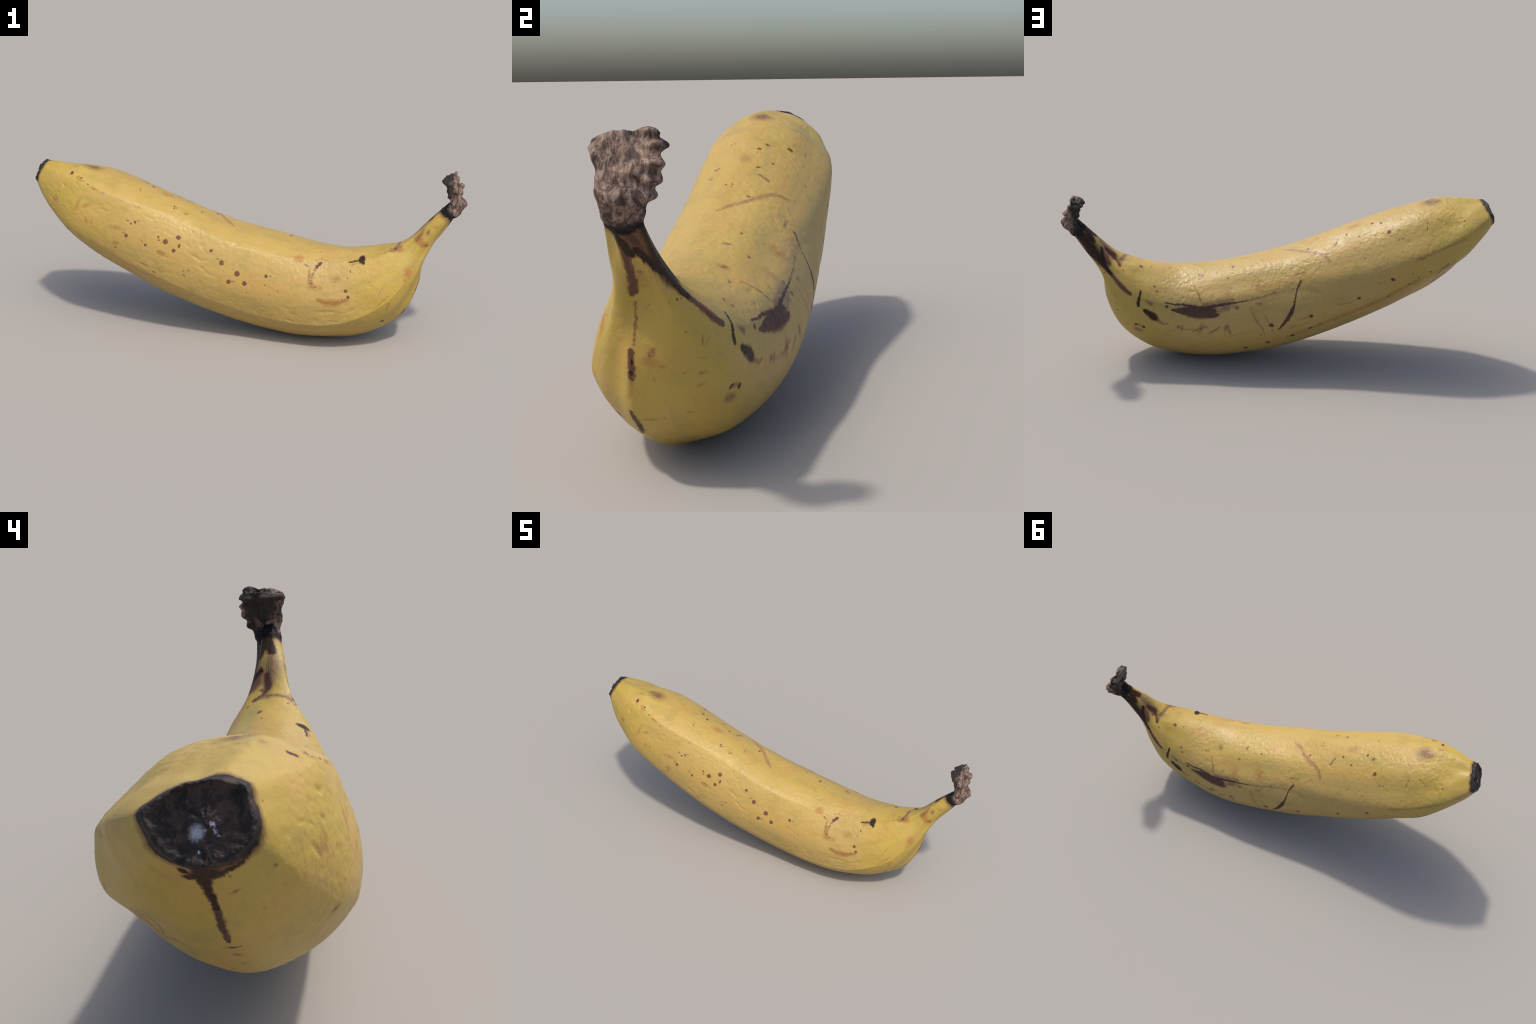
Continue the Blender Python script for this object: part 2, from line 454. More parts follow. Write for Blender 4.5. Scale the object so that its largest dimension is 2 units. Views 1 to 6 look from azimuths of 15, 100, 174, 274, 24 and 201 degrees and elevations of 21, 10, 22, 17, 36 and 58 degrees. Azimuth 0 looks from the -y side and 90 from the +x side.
spot('rust', (-0.192, -0.237, 0.352), (0.0085, 0.0004, 0.0006), (-0.0001, -0.0005, -0.0060), 0.35)
spot('green', (-0.215, -0.237, 0.326), (0.0082, 0.0002, -0.0054), (-0.0027, 0.0001, -0.0039), 0.35)
spot('green', (0.009, -0.227, 0.313), (0.0107, 0.0004, -0.0011), (-0.0005, -0.0004, -0.0033), 0.35)
spot('green', (0.180, -0.204, 0.344), (0.0068, 0.0016, 0.0020), (0.0011, -0.0012, -0.0028), 0.35)
spot('green', (-0.061, -0.208, 0.408), (0.0106, 0.0007, -0.0013), (-0.0003, -0.0011, -0.0030), 0.35)
spot('green', (-0.357, -0.236, 0.330), (0.0121, 0.0003, -0.0036), (-0.0019, 0.0008, -0.0043), 0.35)
spot('dot', (-0.444, -0.213, 0.554), (0.0059, 0.0008, 0.0002), (0.0003, -0.0018, -0.0068), 0.35)
spot('dot', (-0.462, -0.217, 0.547), (0.0048, 0.0006, 0.0002), (0.0003, -0.0017, -0.0050), 0.35)
spot('dot', (-0.482, -0.234, 0.495), (0.0086, 0.0007, 0.0004), (0.0001, -0.0016, -0.0082), 0.35)
spot('dot', (-0.392, -0.235, 0.457), (0.0067, 0.0006, 0.0003), (-0.0000, -0.0009, -0.0065), 0.35)
spot('dot', (-0.722, -0.142, 0.723), (0.0064, 0.0014, -0.0000), (0.0014, -0.0035, -0.0026), 0.35)
spot('dot', (-0.290, -0.113, 0.598), (0.0025, 0.0018, -0.0004), (0.0009, -0.0028, -0.0018), 0.35)
spot('dot', (-0.457, -0.096, 0.666), (0.0027, 0.0028, -0.0007), (0.0009, -0.0025, -0.0010), 0.35)
spot('dot', (-0.463, 0.023, 0.665), (0.0042, 0.0042, -0.0010), (0.0020, -0.0052, 0.0007), 0.35)
spot('dot', (-0.429, 0.002, 0.656), (0.0053, 0.0046, -0.0036), (0.0018, -0.0069, -0.0000), 0.35)
spot('rust', (-0.492, -0.231, 0.509), (0.0081, 0.0026, 0.0069), (0.0042, -0.0011, -0.0041), 0.7)
spot('rust', (-0.409, -0.234, 0.474), (0.0076, -0.0013, -0.0064), (-0.0030, -0.0007, -0.0031), 0.7)
spot('rust', (-0.535, -0.236, 0.458), (0.0176, -0.0012, -0.0011), (-0.0027, -0.0002, -0.0110), 0.7)
spot('rust', (-0.719, -0.154, 0.715), (0.0236, -0.0040, -0.0060), (0.0002, -0.0053, -0.0030), 0.7)
spot('rust', (-0.647, -0.174, 0.686), (0.0217, -0.0059, -0.0069), (-0.0019, -0.0034, -0.0045), 0.7)
spot('rust', (-0.436, -0.180, 0.614), (0.0039, 0.0011, -0.0001), (0.0011, -0.0039, -0.0073), 0.7)
spot('rust', (-0.737, -0.142, 0.725), (0.0117, 0.0027, -0.0001), (0.0037, -0.0092, -0.0064), 0.7)
spot('dark', (-0.777, -0.122, 0.738), (0.0074, 0.0009, 0.0002), (0.0044, -0.0100, -0.0037), 0.35)
spot('dark', (-0.683, -0.163, 0.702), (0.0050, -0.0015, -0.0017), (-0.0009, -0.0020, -0.0021), 0.35)
spot('tan', (-0.726, -0.202, 0.610), (0.0085, -0.0015, 0.0011), (0.0006, -0.0048, -0.0171), 0.9)
spot('tan', (-0.681, -0.204, 0.614), (0.0213, 0.0011, 0.0086), (0.0038, -0.0026, -0.0077), 0.9)
spot('tan', (-0.679, -0.220, 0.547), (0.0119, -0.0013, 0.0013), (-0.0004, -0.0018, -0.0135), 0.9)
spot('tan', (-0.846, -0.168, 0.625), (0.0106, -0.0044, 0.0021), (0.0001, -0.0036, -0.0162), 0.9)
spot('tan', (-0.531, -0.227, 0.526), (0.0369, 0.0001, -0.0037), (-0.0018, -0.0029, -0.0114), 0.9)
spot('green', (-0.479, -0.214, 0.559), (0.0088, -0.0012, -0.0028), (-0.0012, -0.0011, -0.0028), 0.35)
spot('green', (-0.429, -0.208, 0.560), (0.0080, 0.0008, -0.0019), (-0.0005, -0.0013, -0.0026), 0.35)
spot('green', (-0.538, -0.235, 0.434), (0.0070, -0.0002, -0.0055), (-0.0031, 0.0009, -0.0035), 0.35)
spot('blue', (-0.604, -0.181, 0.671), (0.0050, 0.0011, 0.0019), (0.0035, -0.0032, -0.0057), 0.35)
spot('bruise', (-0.704, -0.039, 0.748), (0.0397, 0.0040, -0.0078), (0.0136, -0.0370, 0.0025), 0.9)
spot('bruise', (-0.711, -0.032, 0.748), (0.0188, 0.0035, -0.0041), (0.0084, -0.0214, 0.0015), 0.9)
spot('bruise', (-0.734, -0.031, 0.752), (0.0197, 0.0127, -0.0061), (0.0067, -0.0132, 0.0014), 0.9)
spot('rust', (-0.776, -0.078, 0.757), (0.0143, 0.0013, -0.0006), (0.0027, -0.0068, -0.0009), 0.8)
spot('orange', (0.294, -0.144, 0.414), (0.0253, 0.0048, 0.0003), (0.0033, -0.0148, -0.0117), 0.6)
spot('orange', (0.772, -0.115, 0.378), (0.0167, 0.0064, -0.0060), (-0.0045, -0.0098, -0.0229), 0.6)
spot('orange', (0.732, -0.087, 0.469), (0.0143, 0.0065, 0.0083), (0.0058, -0.0024, -0.0083), 0.6)
spot('orange', (0.810, -0.065, 0.511), (0.0209, -0.0012, 0.0021), (0.0014, -0.0052, -0.0187), 0.6)
spot('orange', (0.761, -0.130, 0.347), (0.0056, 0.0014, -0.0036), (-0.0035, -0.0033, -0.0069), 0.6)
spot('pink', (0.297, -0.147, 0.411), (0.0118, 0.0018, 0.0003), (0.0012, -0.0053, -0.0071), 0.9)
spot('pink', (0.773, -0.115, 0.376), (0.0079, 0.0030, -0.0029), (-0.0024, -0.0052, -0.0124), 0.9)
spot('black', (0.571, -0.116, 0.425), (0.0155, -0.0008, 0.0016), (0.0035, -0.0205, -0.0100), 0.35)
spot('black', (0.580, -0.132, 0.414), (0.0065, 0.0003, 0.0005), (0.0011, -0.0059, -0.0067), 0.35)
spot('dark', (0.389, -0.144, 0.398), (0.0072, 0.0044, 0.0039), (0.0044, -0.0035, -0.0050), 0.35)
spot('dark', (0.668, -0.124, 0.142), (0.0084, 0.0066, 0.0016), (0.0003, 0.0071, -0.0065), 0.35)
spot('brown', (0.364, -0.199, 0.322), (0.0087, 0.0004, -0.0027), (-0.0012, -0.0022, -0.0042), 0.35)
spot('brown', (0.330, -0.157, 0.392), (0.0108, -0.0031, -0.0061), (-0.0023, -0.0030, -0.0030), 0.35)
spot('brown', (0.392, -0.123, 0.414), (0.0116, 0.0008, 0.0007), (0.0003, -0.0016, -0.0011), 0.35)
spot('brown', (0.372, -0.131, 0.410), (0.0066, 0.0008, 0.0003), (0.0002, -0.0012, -0.0010), 0.35)
spot('brown', (0.414, -0.126, 0.411), (0.0099, 0.0001, -0.0010), (0.0000, -0.0015, -0.0012), 0.35)
spot('brown', (0.383, -0.090, 0.432), (0.0082, 0.0010, 0.0003), (0.0003, -0.0016, -0.0008), 0.35)
spot('brown', (0.381, -0.202, 0.312), (0.0052, 0.0006, 0.0002), (0.0002, -0.0008, -0.0018), 0.35)
spot('brown', (0.347, -0.185, 0.352), (0.0026, 0.0004, 0.0001), (0.0004, -0.0018, -0.0035), 0.35)
spot('brown', (0.687, -0.069, 0.469), (0.0038, -0.0017, 0.0010), (0.0007, -0.0054, -0.0007), 0.7)
spot('brown', (0.719, -0.087, 0.473), (0.0145, 0.0041, 0.0056), (0.0034, -0.0043, -0.0060), 0.7)
spot('brown', (0.667, -0.095, 0.456), (0.0034, -0.0011, 0.0007), (0.0004, -0.0031, -0.0009), 0.7)
spot('brown', (0.679, -0.094, 0.460), (0.0027, -0.0009, 0.0006), (0.0004, -0.0030, -0.0009), 0.7)
spot('darkbrown', (0.713, -0.086, 0.474), (0.0068, 0.0030, 0.0040), (0.0027, -0.0029, -0.0029), 0.35)
spot('brown', (0.842, -0.063, 0.491), (0.0092, 0.0034, 0.0033), (0.0023, 0.0020, -0.0071), 0.6)
spot('brown', (0.799, -0.064, 0.520), (0.0028, 0.0004, 0.0001), (0.0001, -0.0003, -0.0027), 0.6)
spot('tan', (0.827, -0.069, 0.500), (0.0221, 0.0028, 0.0008), (0.0006, -0.0010, -0.0099), 0.8)
spot('dot', (0.791, -0.098, 0.401), (0.0025, 0.0013, -0.0003), (0.0002, -0.0007, -0.0025), 0.35)
spot('orange', (0.810, -0.063, 0.517), (0.0191, 0.0007, 0.0013), (0.0010, -0.0026, -0.0162), 0.7)
spot('orange', (0.827, -0.069, 0.490), (0.0155, 0.0056, -0.0008), (0.0004, 0.0007, -0.0106), 0.7)
spot('orange', (0.720, -0.088, 0.471), (0.0173, 0.0054, 0.0066), (0.0042, -0.0044, -0.0078), 0.7)
spot('brown', (0.823, -0.057, 0.557), (0.0075, 0.0031, 0.0123), (0.0044, -0.0015, -0.0022), 0.9)
spot('tan', (0.877, -0.056, 0.575), (0.0126, -0.0014, 0.0014), (0.0005, -0.0020, -0.0063), 0.9)
spot('tan', (0.911, -0.042, 0.627), (0.0077, -0.0011, 0.0009), (0.0008, -0.0038, -0.0089), 0.9)
spot('black', (0.807, -0.045, 0.282), (-0.0002, 0.0056, 0.0002), (-0.0021, -0.0009, -0.0069), 0.35)
spot('black', (0.814, -0.041, 0.308), (-0.0001, 0.0033, 0.0001), (-0.0020, -0.0010, -0.0084), 0.35)
spot('brown', (0.876, 0.005, 0.512), (-0.0002, 0.0052, 0.0001), (-0.0055, -0.0019, -0.0056), 0.6)
spot('brown', (0.815, 0.003, 0.330), (-0.0012, 0.0068, -0.0040), (-0.0009, -0.0067, -0.0118), 0.6)
spot('brown', (0.834, 0.046, 0.473), (-0.0029, 0.0014, -0.0019), (0.0019, -0.0016, -0.0031), 0.6)
spot('brown', (0.801, 0.065, 0.443), (-0.0027, 0.0017, -0.0006), (0.0004, 0.0000, -0.0031), 0.6)
spot('tan', (0.800, 0.002, 0.269), (0.0001, 0.0027, 0.0011), (-0.0023, 0.0012, -0.0065), 0.9)
spot('tan', (0.806, 0.021, 0.299), (-0.0022, 0.0105, -0.0002), (-0.0010, -0.0004, -0.0042), 0.9)
spot('tan', (0.813, -0.001, 0.312), (-0.0014, 0.0162, 0.0003), (-0.0030, -0.0014, -0.0149), 0.9)
spot('tan', (0.748, 0.101, 0.274), (-0.0060, 0.0043, -0.0038), (0.0007, -0.0011, -0.0030), 0.9)
spot('tan', (0.784, 0.063, 0.280), (-0.0027, 0.0037, -0.0007), (-0.0005, -0.0002, -0.0024), 0.9)
spot('tan', (0.746, 0.005, 0.164), (0.0008, 0.0059, 0.0021), (-0.0025, -0.0002, -0.0032), 0.9)
spot('tan', (0.742, 0.061, 0.180), (-0.0047, 0.0074, -0.0013), (-0.0022, -0.0007, -0.0037), 0.9)
spot('tan', (0.813, -0.065, 0.353), (0.0009, 0.0026, 0.0004), (-0.0008, -0.0004, -0.0024), 0.9)
spot('tan', (0.746, -0.025, 0.160), (-0.0011, 0.0171, 0.0005), (-0.0047, -0.0016, -0.0059), 0.9)
spot('dot', (0.725, 0.056, 0.452), (-0.0029, -0.0011, -0.0005), (-0.0002, 0.0053, -0.0030), 0.35)
spot('dot', (0.645, 0.015, 0.455), (-0.0079, 0.0043, -0.0032), (0.0021, 0.0067, -0.0017), 0.35)
spot('dot', (0.598, 0.006, 0.447), (-0.0030, -0.0008, -0.0004), (-0.0001, 0.0045, -0.0014), 0.35)
spot('dot', (0.774, 0.014, 0.492), (-0.0025, -0.0052, -0.0021), (-0.0005, 0.0074, -0.0002), 0.35)
spot('dot', (0.810, 0.060, 0.443), (-0.0028, 0.0018, 0.0007), (0.0001, 0.0001, -0.0029), 0.35)
spot('brown', (0.644, 0.015, 0.454), (0.0050, -0.0096, 0.0043), (-0.0079, -0.0021, -0.0011), 0.6)
spot('brown', (0.777, 0.012, 0.494), (-0.0002, -0.0039, -0.0001), (-0.0029, -0.0001, -0.0025), 0.6)
spot('brown', (0.691, -0.071, 0.470), (0.0009, -0.0034, -0.0003), (-0.0046, -0.0001, -0.0016), 0.6)
spot('brown', (0.846, -0.059, 0.549), (0.0089, -0.0018, -0.0014), (-0.0077, -0.0022, -0.0119), 0.6)
spot('purple', (0.609, 0.149, 0.332), (-0.0168, 0.0051, -0.0109), (0.0049, 0.0007, -0.0071), 0.8)
spot('purple', (0.583, 0.104, 0.391), (-0.0049, -0.0003, -0.0002), (-0.0001, 0.0034, -0.0030), 0.8)
spot('purple', (0.583, 0.159, 0.302), (-0.0033, 0.0004, 0.0002), (0.0000, 0.0008, -0.0033), 0.8)
spot('dark', (0.668, 0.137, 0.217), (-0.0083, 0.0043, 0.0043), (-0.0010, -0.0010, -0.0054), 0.35)
spot('dark', (0.634, 0.147, 0.207), (-0.0078, 0.0023, -0.0022), (0.0023, -0.0025, -0.0073), 0.35)
spot('brown', (0.654, 0.142, 0.215), (-0.0141, 0.0045, -0.0038), (0.0020, -0.0023, -0.0063), 0.8)
spot('brown', (0.660, 0.132, 0.188), (-0.0237, 0.0083, -0.0059), (0.0034, -0.0052, -0.0113), 0.8)
spot('brown', (0.757, 0.092, 0.273), (-0.0053, 0.0044, -0.0028), (0.0016, -0.0021, -0.0027), 0.8)
spot('brown', (0.762, 0.098, 0.346), (-0.0025, 0.0017, 0.0000), (0.0032, -0.0027, -0.0118), 0.8)
spot('dark', (0.526, 0.163, 0.316), (-0.0083, 0.0008, 0.0003), (0.0001, 0.0015, -0.0075), 0.7)
spot('purple', (0.213, 0.202, 0.325), (-0.0093, -0.0004, 0.0034), (-0.0022, 0.0027, -0.0056), 0.8)
spot('tan', (0.250, 0.158, 0.380), (-0.0185, 0.0029, 0.0010), (0.0008, 0.0247, -0.0184), 1)
spot('tan', (0.112, 0.151, 0.413), (-0.0331, 0.0037, 0.0012), (0.0009, 0.0186, -0.0190), 1)
spot('tan', (0.319, 0.161, 0.364), (-0.0071, 0.0043, -0.0027), (0.0085, 0.0110, -0.0107), 1)
spot('brown', (0.474, 0.191, 0.226), (-0.0102, 0.0017, 0.0047), (-0.0028, 0.0016, -0.0079), 0.7)
spot('brown', (0.370, 0.053, 0.423), (-0.0058, 0.0050, 0.0015), (0.0013, 0.0145, -0.0075), 0.7)
spot('brown', (0.725, 0.056, 0.452), (-0.0036, -0.0014, -0.0006), (-0.0002, 0.0046, -0.0026), 0.7)
spot('brown', (0.504, 0.142, 0.355), (-0.0029, -0.0000, -0.0001), (-0.0000, 0.0019, -0.0019), 0.7)
spot('brown', (0.568, 0.122, 0.374), (-0.0033, -0.0002, -0.0001), (-0.0000, 0.0026, -0.0034), 0.7)
spot('dark', (0.052, 0.233, 0.248), (-0.0119, -0.0006, -0.0052), (0.0028, -0.0008, -0.0099), 0.6)
spot('brown', (0.047, 0.227, 0.221), (-0.0055, -0.0003, -0.0002), (-0.0003, -0.0017, -0.0059), 0.35)
spot('brown', (0.016, 0.167, 0.415), (-0.0033, 0.0003, 0.0001), (0.0001, 0.0023, -0.0026), 0.35)
spot('brown', (0.117, 0.203, 0.342), (-0.0041, 0.0004, 0.0001), (0.0000, 0.0015, -0.0038), 0.35)
spot('brown', (0.218, 0.032, 0.456), (-0.0055, 0.0002, 0.0001), (0.0005, 0.0122, -0.0009), 0.35)
spot('brown', (0.130, 0.056, 0.468), (-0.0033, 0.0010, 0.0004), (0.0002, 0.0032, -0.0014), 0.35)
spot('brown', (-0.377, 0.160, 0.543), (-0.0040, 0.0008, 0.0003), (0.0003, 0.0029, -0.0029), 0.35)
spot('dark', (-0.130, 0.228, 0.290), (-0.0093, -0.0009, -0.0005), (-0.0005, -0.0010, -0.0087), 0.6)
spot('dark', (-0.346, 0.221, 0.373), (-0.0078, -0.0002, 0.0048), (-0.0035, -0.0001, -0.0060), 0.6)
spot('dark', (-0.499, 0.217, 0.462), (-0.0109, -0.0004, -0.0033), (0.0014, 0.0003, -0.0072), 0.6)
spot('dark', (-0.050, 0.200, 0.180), (-0.0088, 0.0019, 0.0055), (-0.0026, -0.0044, -0.0069), 0.6)
spot('dark', (-0.130, 0.208, 0.220), (-0.0093, 0.0005, 0.0039), (-0.0016, -0.0022, -0.0046), 0.6)
spot('dark', (0.063, 0.193, 0.143), (-0.0113, -0.0028, -0.0027), (-0.0001, -0.0041, -0.0063), 0.6)
spot('dark', (0.165, 0.184, 0.112), (-0.0112, -0.0026, -0.0015), (-0.0003, -0.0043, -0.0055), 0.6)
spot('dark', (-0.486, 0.203, 0.375), (-0.0056, -0.0006, 0.0019), (-0.0015, -0.0020, -0.0035), 0.6)
spot('dot', (-0.492, 0.094, 0.647), (-0.0092, 0.0042, 0.0015), (0.0015, 0.0098, -0.0062), 0.35)
spot('dot', (-0.465, 0.024, 0.665), (-0.0058, -0.0013, 0.0016), (-0.0001, 0.0062, -0.0011), 0.35)
spot('dot', (-0.361, 0.058, 0.614), (-0.0036, 0.0014, 0.0005), (0.0005, 0.0036, -0.0018), 0.35)
spot('dot', (-0.307, 0.019, 0.608), (-0.0046, 0.0033, 0.0012), (0.0006, 0.0047, -0.0014), 0.35)
spot('dot', (-0.174, 0.209, 0.241), (-0.0053, -0.0014, -0.0008), (-0.0004, -0.0016, -0.0036), 0.35)
spot('dot', (0.097, 0.223, 0.195), (-0.0038, -0.0002, -0.0002), (-0.0002, -0.0013, -0.0039), 0.35)
spot('purple', (-0.128, 0.022, 0.537), (-0.0036, 0.0022, 0.0008), (0.0008, 0.0072, -0.0008), 0.7)
spot('purple', (0.214, 0.201, 0.326), (-0.0090, 0.0010, 0.0003), (0.0001, 0.0026, -0.0061), 0.7)
spot('purple', (-0.429, 0.004, 0.656), (-0.0042, 0.0048, 0.0017), (0.0008, 0.0046, -0.0011), 0.7)
spot('green', (0.037, 0.182, 0.391), (-0.0075, 0.0004, 0.0001), (0.0001, 0.0022, -0.0036), 0.35)
spot('dark', (-0.499, 0.217, 0.463), (-0.0096, -0.0004, -0.0029), (0.0013, 0.0003, -0.0066), 0.6)
spot('dot', (-0.672, 0.204, 0.493), (-0.0046, -0.0005, 0.0015), (-0.0019, -0.0021, -0.0040), 0.35)
spot('dot', (-0.577, 0.205, 0.434), (-0.0043, -0.0004, -0.0002), (-0.0005, -0.0008, -0.0037), 0.35)
spot('dot', (-0.619, 0.207, 0.468), (-0.0044, -0.0008, -0.0004), (-0.0005, -0.0009, -0.0034), 0.35)
spot('dot', (-0.588, 0.215, 0.488), (-0.0036, -0.0006, -0.0003), (-0.0004, -0.0006, -0.0032), 0.35)
spot('dot', (-0.665, 0.105, 0.693), (-0.0027, 0.0003, 0.0001), (0.0003, 0.0021, -0.0018), 0.35)
spot('dot', (-0.835, 0.106, 0.702), (-0.0027, 0.0005, 0.0002), (0.0005, 0.0023, -0.0017), 0.35)
spot('dot', (-0.830, 0.128, 0.686), (-0.0026, 0.0005, 0.0002), (0.0004, 0.0020, -0.0015), 0.35)
spot('dot', (-0.755, 0.193, 0.529), (-0.0032, -0.0014, -0.0006), (-0.0003, -0.0004, -0.0024), 0.35)
spot('dot', (-0.671, 0.111, 0.689), (-0.0023, 0.0006, 0.0002), (0.0003, 0.0017, -0.0016), 0.35)
spot('brown', (-0.438, 0.218, 0.445), (-0.0041, 0.0001, -0.0000), (-0.0002, 0.0003, -0.0036), 0.7)
spot('brown', (-0.549, 0.138, 0.632), (-0.0039, 0.0010, 0.0003), (0.0003, 0.0021, -0.0025), 0.7)
spot('brown', (-0.531, 0.138, 0.625), (-0.0042, 0.0011, 0.0004), (0.0002, 0.0017, -0.0019), 0.7)
spot('brown', (-0.543, 0.181, 0.587), (-0.0039, 0.0011, 0.0004), (0.0002, 0.0019, -0.0022), 0.7)
spot('brown', (-0.631, 0.213, 0.562), (-0.0127, -0.0007, 0.0046), (-0.0011, 0.0002, -0.0026), 0.7)
spot('brown', (-0.719, 0.091, 0.708), (-0.0035, -0.0000, -0.0000), (0.0003, 0.0018, -0.0015), 0.7)
spot('dot', (-0.428, 0.003, 0.655), (-0.0057, -0.0013, 0.0028), (-0.0018, 0.0040, 0.0004), 0.35)
spot('dot', (-0.308, 0.023, 0.607), (-0.0045, -0.0002, 0.0019), (-0.0013, 0.0042, -0.0004), 0.35)
spot('dot', (-0.359, 0.059, 0.613), (-0.0044, -0.0003, 0.0018), (-0.0013, 0.0041, -0.0014), 0.35)
spot('dot', (-0.465, 0.022, 0.666), (-0.0056, -0.0038, 0.0015), (-0.0031, 0.0047, 0.0002), 0.35)
spot('dot', (-0.128, 0.025, 0.537), (-0.0054, -0.0007, 0.0016), (-0.0016, 0.0049, 0.0005), 0.35)
spot('dot', (-0.182, -0.036, 0.568), (-0.0041, -0.0006, 0.0011), (-0.0010, 0.0032, 0.0003), 0.35)
spot('dot', (-0.292, -0.103, 0.603), (-0.0040, -0.0007, 0.0009), (-0.0015, 0.0052, 0.0017), 0.35)
spot('dot', (-0.460, -0.085, 0.670), (-0.0036, 0.0002, 0.0020), (-0.0009, 0.0034, 0.0013), 0.35)
spot('dot', (-0.549, 0.138, 0.631), (-0.0038, -0.0002, 0.0017), (-0.0008, 0.0021, -0.0021), 0.35)
spot('dot', (-0.531, 0.138, 0.624), (-0.0039, -0.0002, 0.0017), (-0.0007, 0.0019, -0.0018), 0.35)
spot('dot', (-0.718, 0.091, 0.708), (-0.0037, -0.0008, 0.0007), (-0.0008, 0.0022, -0.0019), 0.35)
spot('dot', (-0.836, 0.103, 0.704), (-0.0032, -0.0005, 0.0009), (-0.0008, 0.0023, -0.0016), 0.35)
spot('dot', (-0.664, 0.105, 0.693), (-0.0033, -0.0005, 0.0009), (-0.0009, 0.0026, -0.0020), 0.35)
spot('dot', (-0.403, 0.000, 0.647), (-0.0035, -0.0002, 0.0015), (-0.0007, 0.0023, -0.0004), 0.35)
spot('tan', (-0.455, 0.182, 0.551), (-0.0065, -0.0036, 0.0063), (-0.0034, 0.0028, -0.0018), 0.9)
spot('tan', (-0.172, 0.137, 0.492), (-0.0073, -0.0019, 0.0063), (-0.0021, 0.0024, -0.0017), 0.9)
spot('tan', (-0.239, -0.113, 0.580), (-0.0040, -0.0056, -0.0004), (-0.0026, 0.0043, 0.0031), 0.9)
spot('tan', (-0.350, -0.028, 0.632), (-0.0349, -0.0050, 0.0096), (-0.0061, 0.0205, 0.0006), 0.9)
spot('brown', (-0.373, 0.162, 0.540), (-0.0045, -0.0031, 0.0049), (-0.0028, 0.0020, -0.0010), 0.35)
spot('brown', (0.368, 0.055, 0.423), (-0.0078, 0.0011, 0.0028), (-0.0020, 0.0160, -0.0052), 0.6)
spot('dot', (0.582, 0.104, 0.391), (-0.0044, -0.0024, 0.0018), (-0.0020, 0.0022, -0.0021), 0.35)
spot('dot', (0.569, 0.122, 0.374), (-0.0041, -0.0019, 0.0020), (-0.0018, 0.0019, -0.0027), 0.35)
spot('dot', (0.130, 0.054, 0.470), (-0.0037, -0.0005, 0.0011), (-0.0010, 0.0030, -0.0008), 0.35)
spot('dot', (0.248, 0.096, 0.425), (-0.0042, -0.0006, 0.0012), (-0.0010, 0.0031, -0.0017), 0.35)
spot('dot', (0.440, 0.086, 0.401), (-0.0041, -0.0032, 0.0024), (-0.0021, 0.0018, -0.0007), 0.35)
spot('purple', (0.218, 0.031, 0.456), (-0.0052, -0.0016, 0.0002), (-0.0028, 0.0078, -0.0006), 0.8)
spot('brown', (0.363, 0.057, 0.423), (0.0007, 0.0148, -0.0064), (0.0118, 0.0006, -0.0019), 0.6)
spot('brown', (0.222, 0.034, 0.456), (-0.0020, 0.0106, -0.0025), (0.0063, 0.0010, -0.0008), 0.6)
spot('brown', (0.135, 0.054, 0.468), (-0.0004, 0.0043, -0.0011), (0.0057, 0.0005, -0.0015), 0.6)
spot('brown', (0.244, 0.097, 0.426), (-0.0031, 0.0046, -0.0024), (0.0061, 0.0002, -0.0015), 0.6)
spot('brown', (-0.132, 0.020, 0.539), (-0.0002, 0.0048, -0.0008), (0.0049, 0.0006, -0.0015), 0.6)
spot('brown', (-0.309, 0.023, 0.607), (-0.0026, 0.0055, -0.0002), (0.0040, 0.0007, -0.0018), 0.6)
spot('brown', (-0.363, 0.058, 0.615), (-0.0021, 0.0056, -0.0012), (0.0041, 0.0003, -0.0018), 0.6)
spot('brown', (-0.464, 0.022, 0.666), (0.0002, 0.0069, -0.0012), (0.0079, 0.0012, -0.0007), 0.6)
spot('brown', (-0.427, 0.003, 0.655), (-0.0011, 0.0052, -0.0001), (0.0061, 0.0011, -0.0030), 0.6)
spot('brown', (-0.170, -0.037, 0.562), (-0.0008, 0.0034, -0.0001), (0.0037, 0.0008, -0.0017), 0.6)
spot('brown', (-0.281, -0.106, 0.598), (0.0009, 0.0046, 0.0012), (0.0044, 0.0015, -0.0013), 0.6)
spot('brown', (-0.230, -0.114, 0.575), (0.0031, 0.0080, 0.0016), (0.0035, 0.0010, -0.0008), 0.6)
spot('brown', (0.374, 0.213, 0.226), (-0.0094, 0.0034, -0.0044), (0.0244, -0.0041, -0.0150), 0.8)
spot('brown', (0.458, 0.196, 0.223), (-0.0072, 0.0019, -0.0027), (0.0104, -0.0010, -0.0096), 0.8)
spot('brown', (0.259, 0.229, 0.235), (-0.0085, 0.0013, -0.0018), (-0.0017, 0.0026, -0.0175), 0.8)
spot('brown', (0.597, 0.152, 0.325), (-0.0113, 0.0018, -0.0005), (-0.0062, 0.0025, -0.0084), 0.8)
spot('brown', (0.429, 0.085, 0.402), (0.0029, 0.0058, -0.0029), (0.0049, 0.0001, -0.0003), 0.8)
spot('brown', (0.103, 0.203, 0.343), (-0.0098, 0.0023, -0.0042), (0.0074, -0.0001, -0.0005), 0.8)
spot('brown', (0.207, 0.203, 0.324), (-0.0104, 0.0021, -0.0009), (0.0007, 0.0027, -0.0070), 0.8)
spot('brown', (0.579, 0.104, 0.391), (-0.0046, -0.0000, -0.0004), (0.0055, 0.0043, -0.0030), 0.8)
spot('brown', (0.575, 0.120, 0.376), (-0.0038, 0.0001, -0.0002), (0.0027, 0.0033, -0.0032), 0.8)
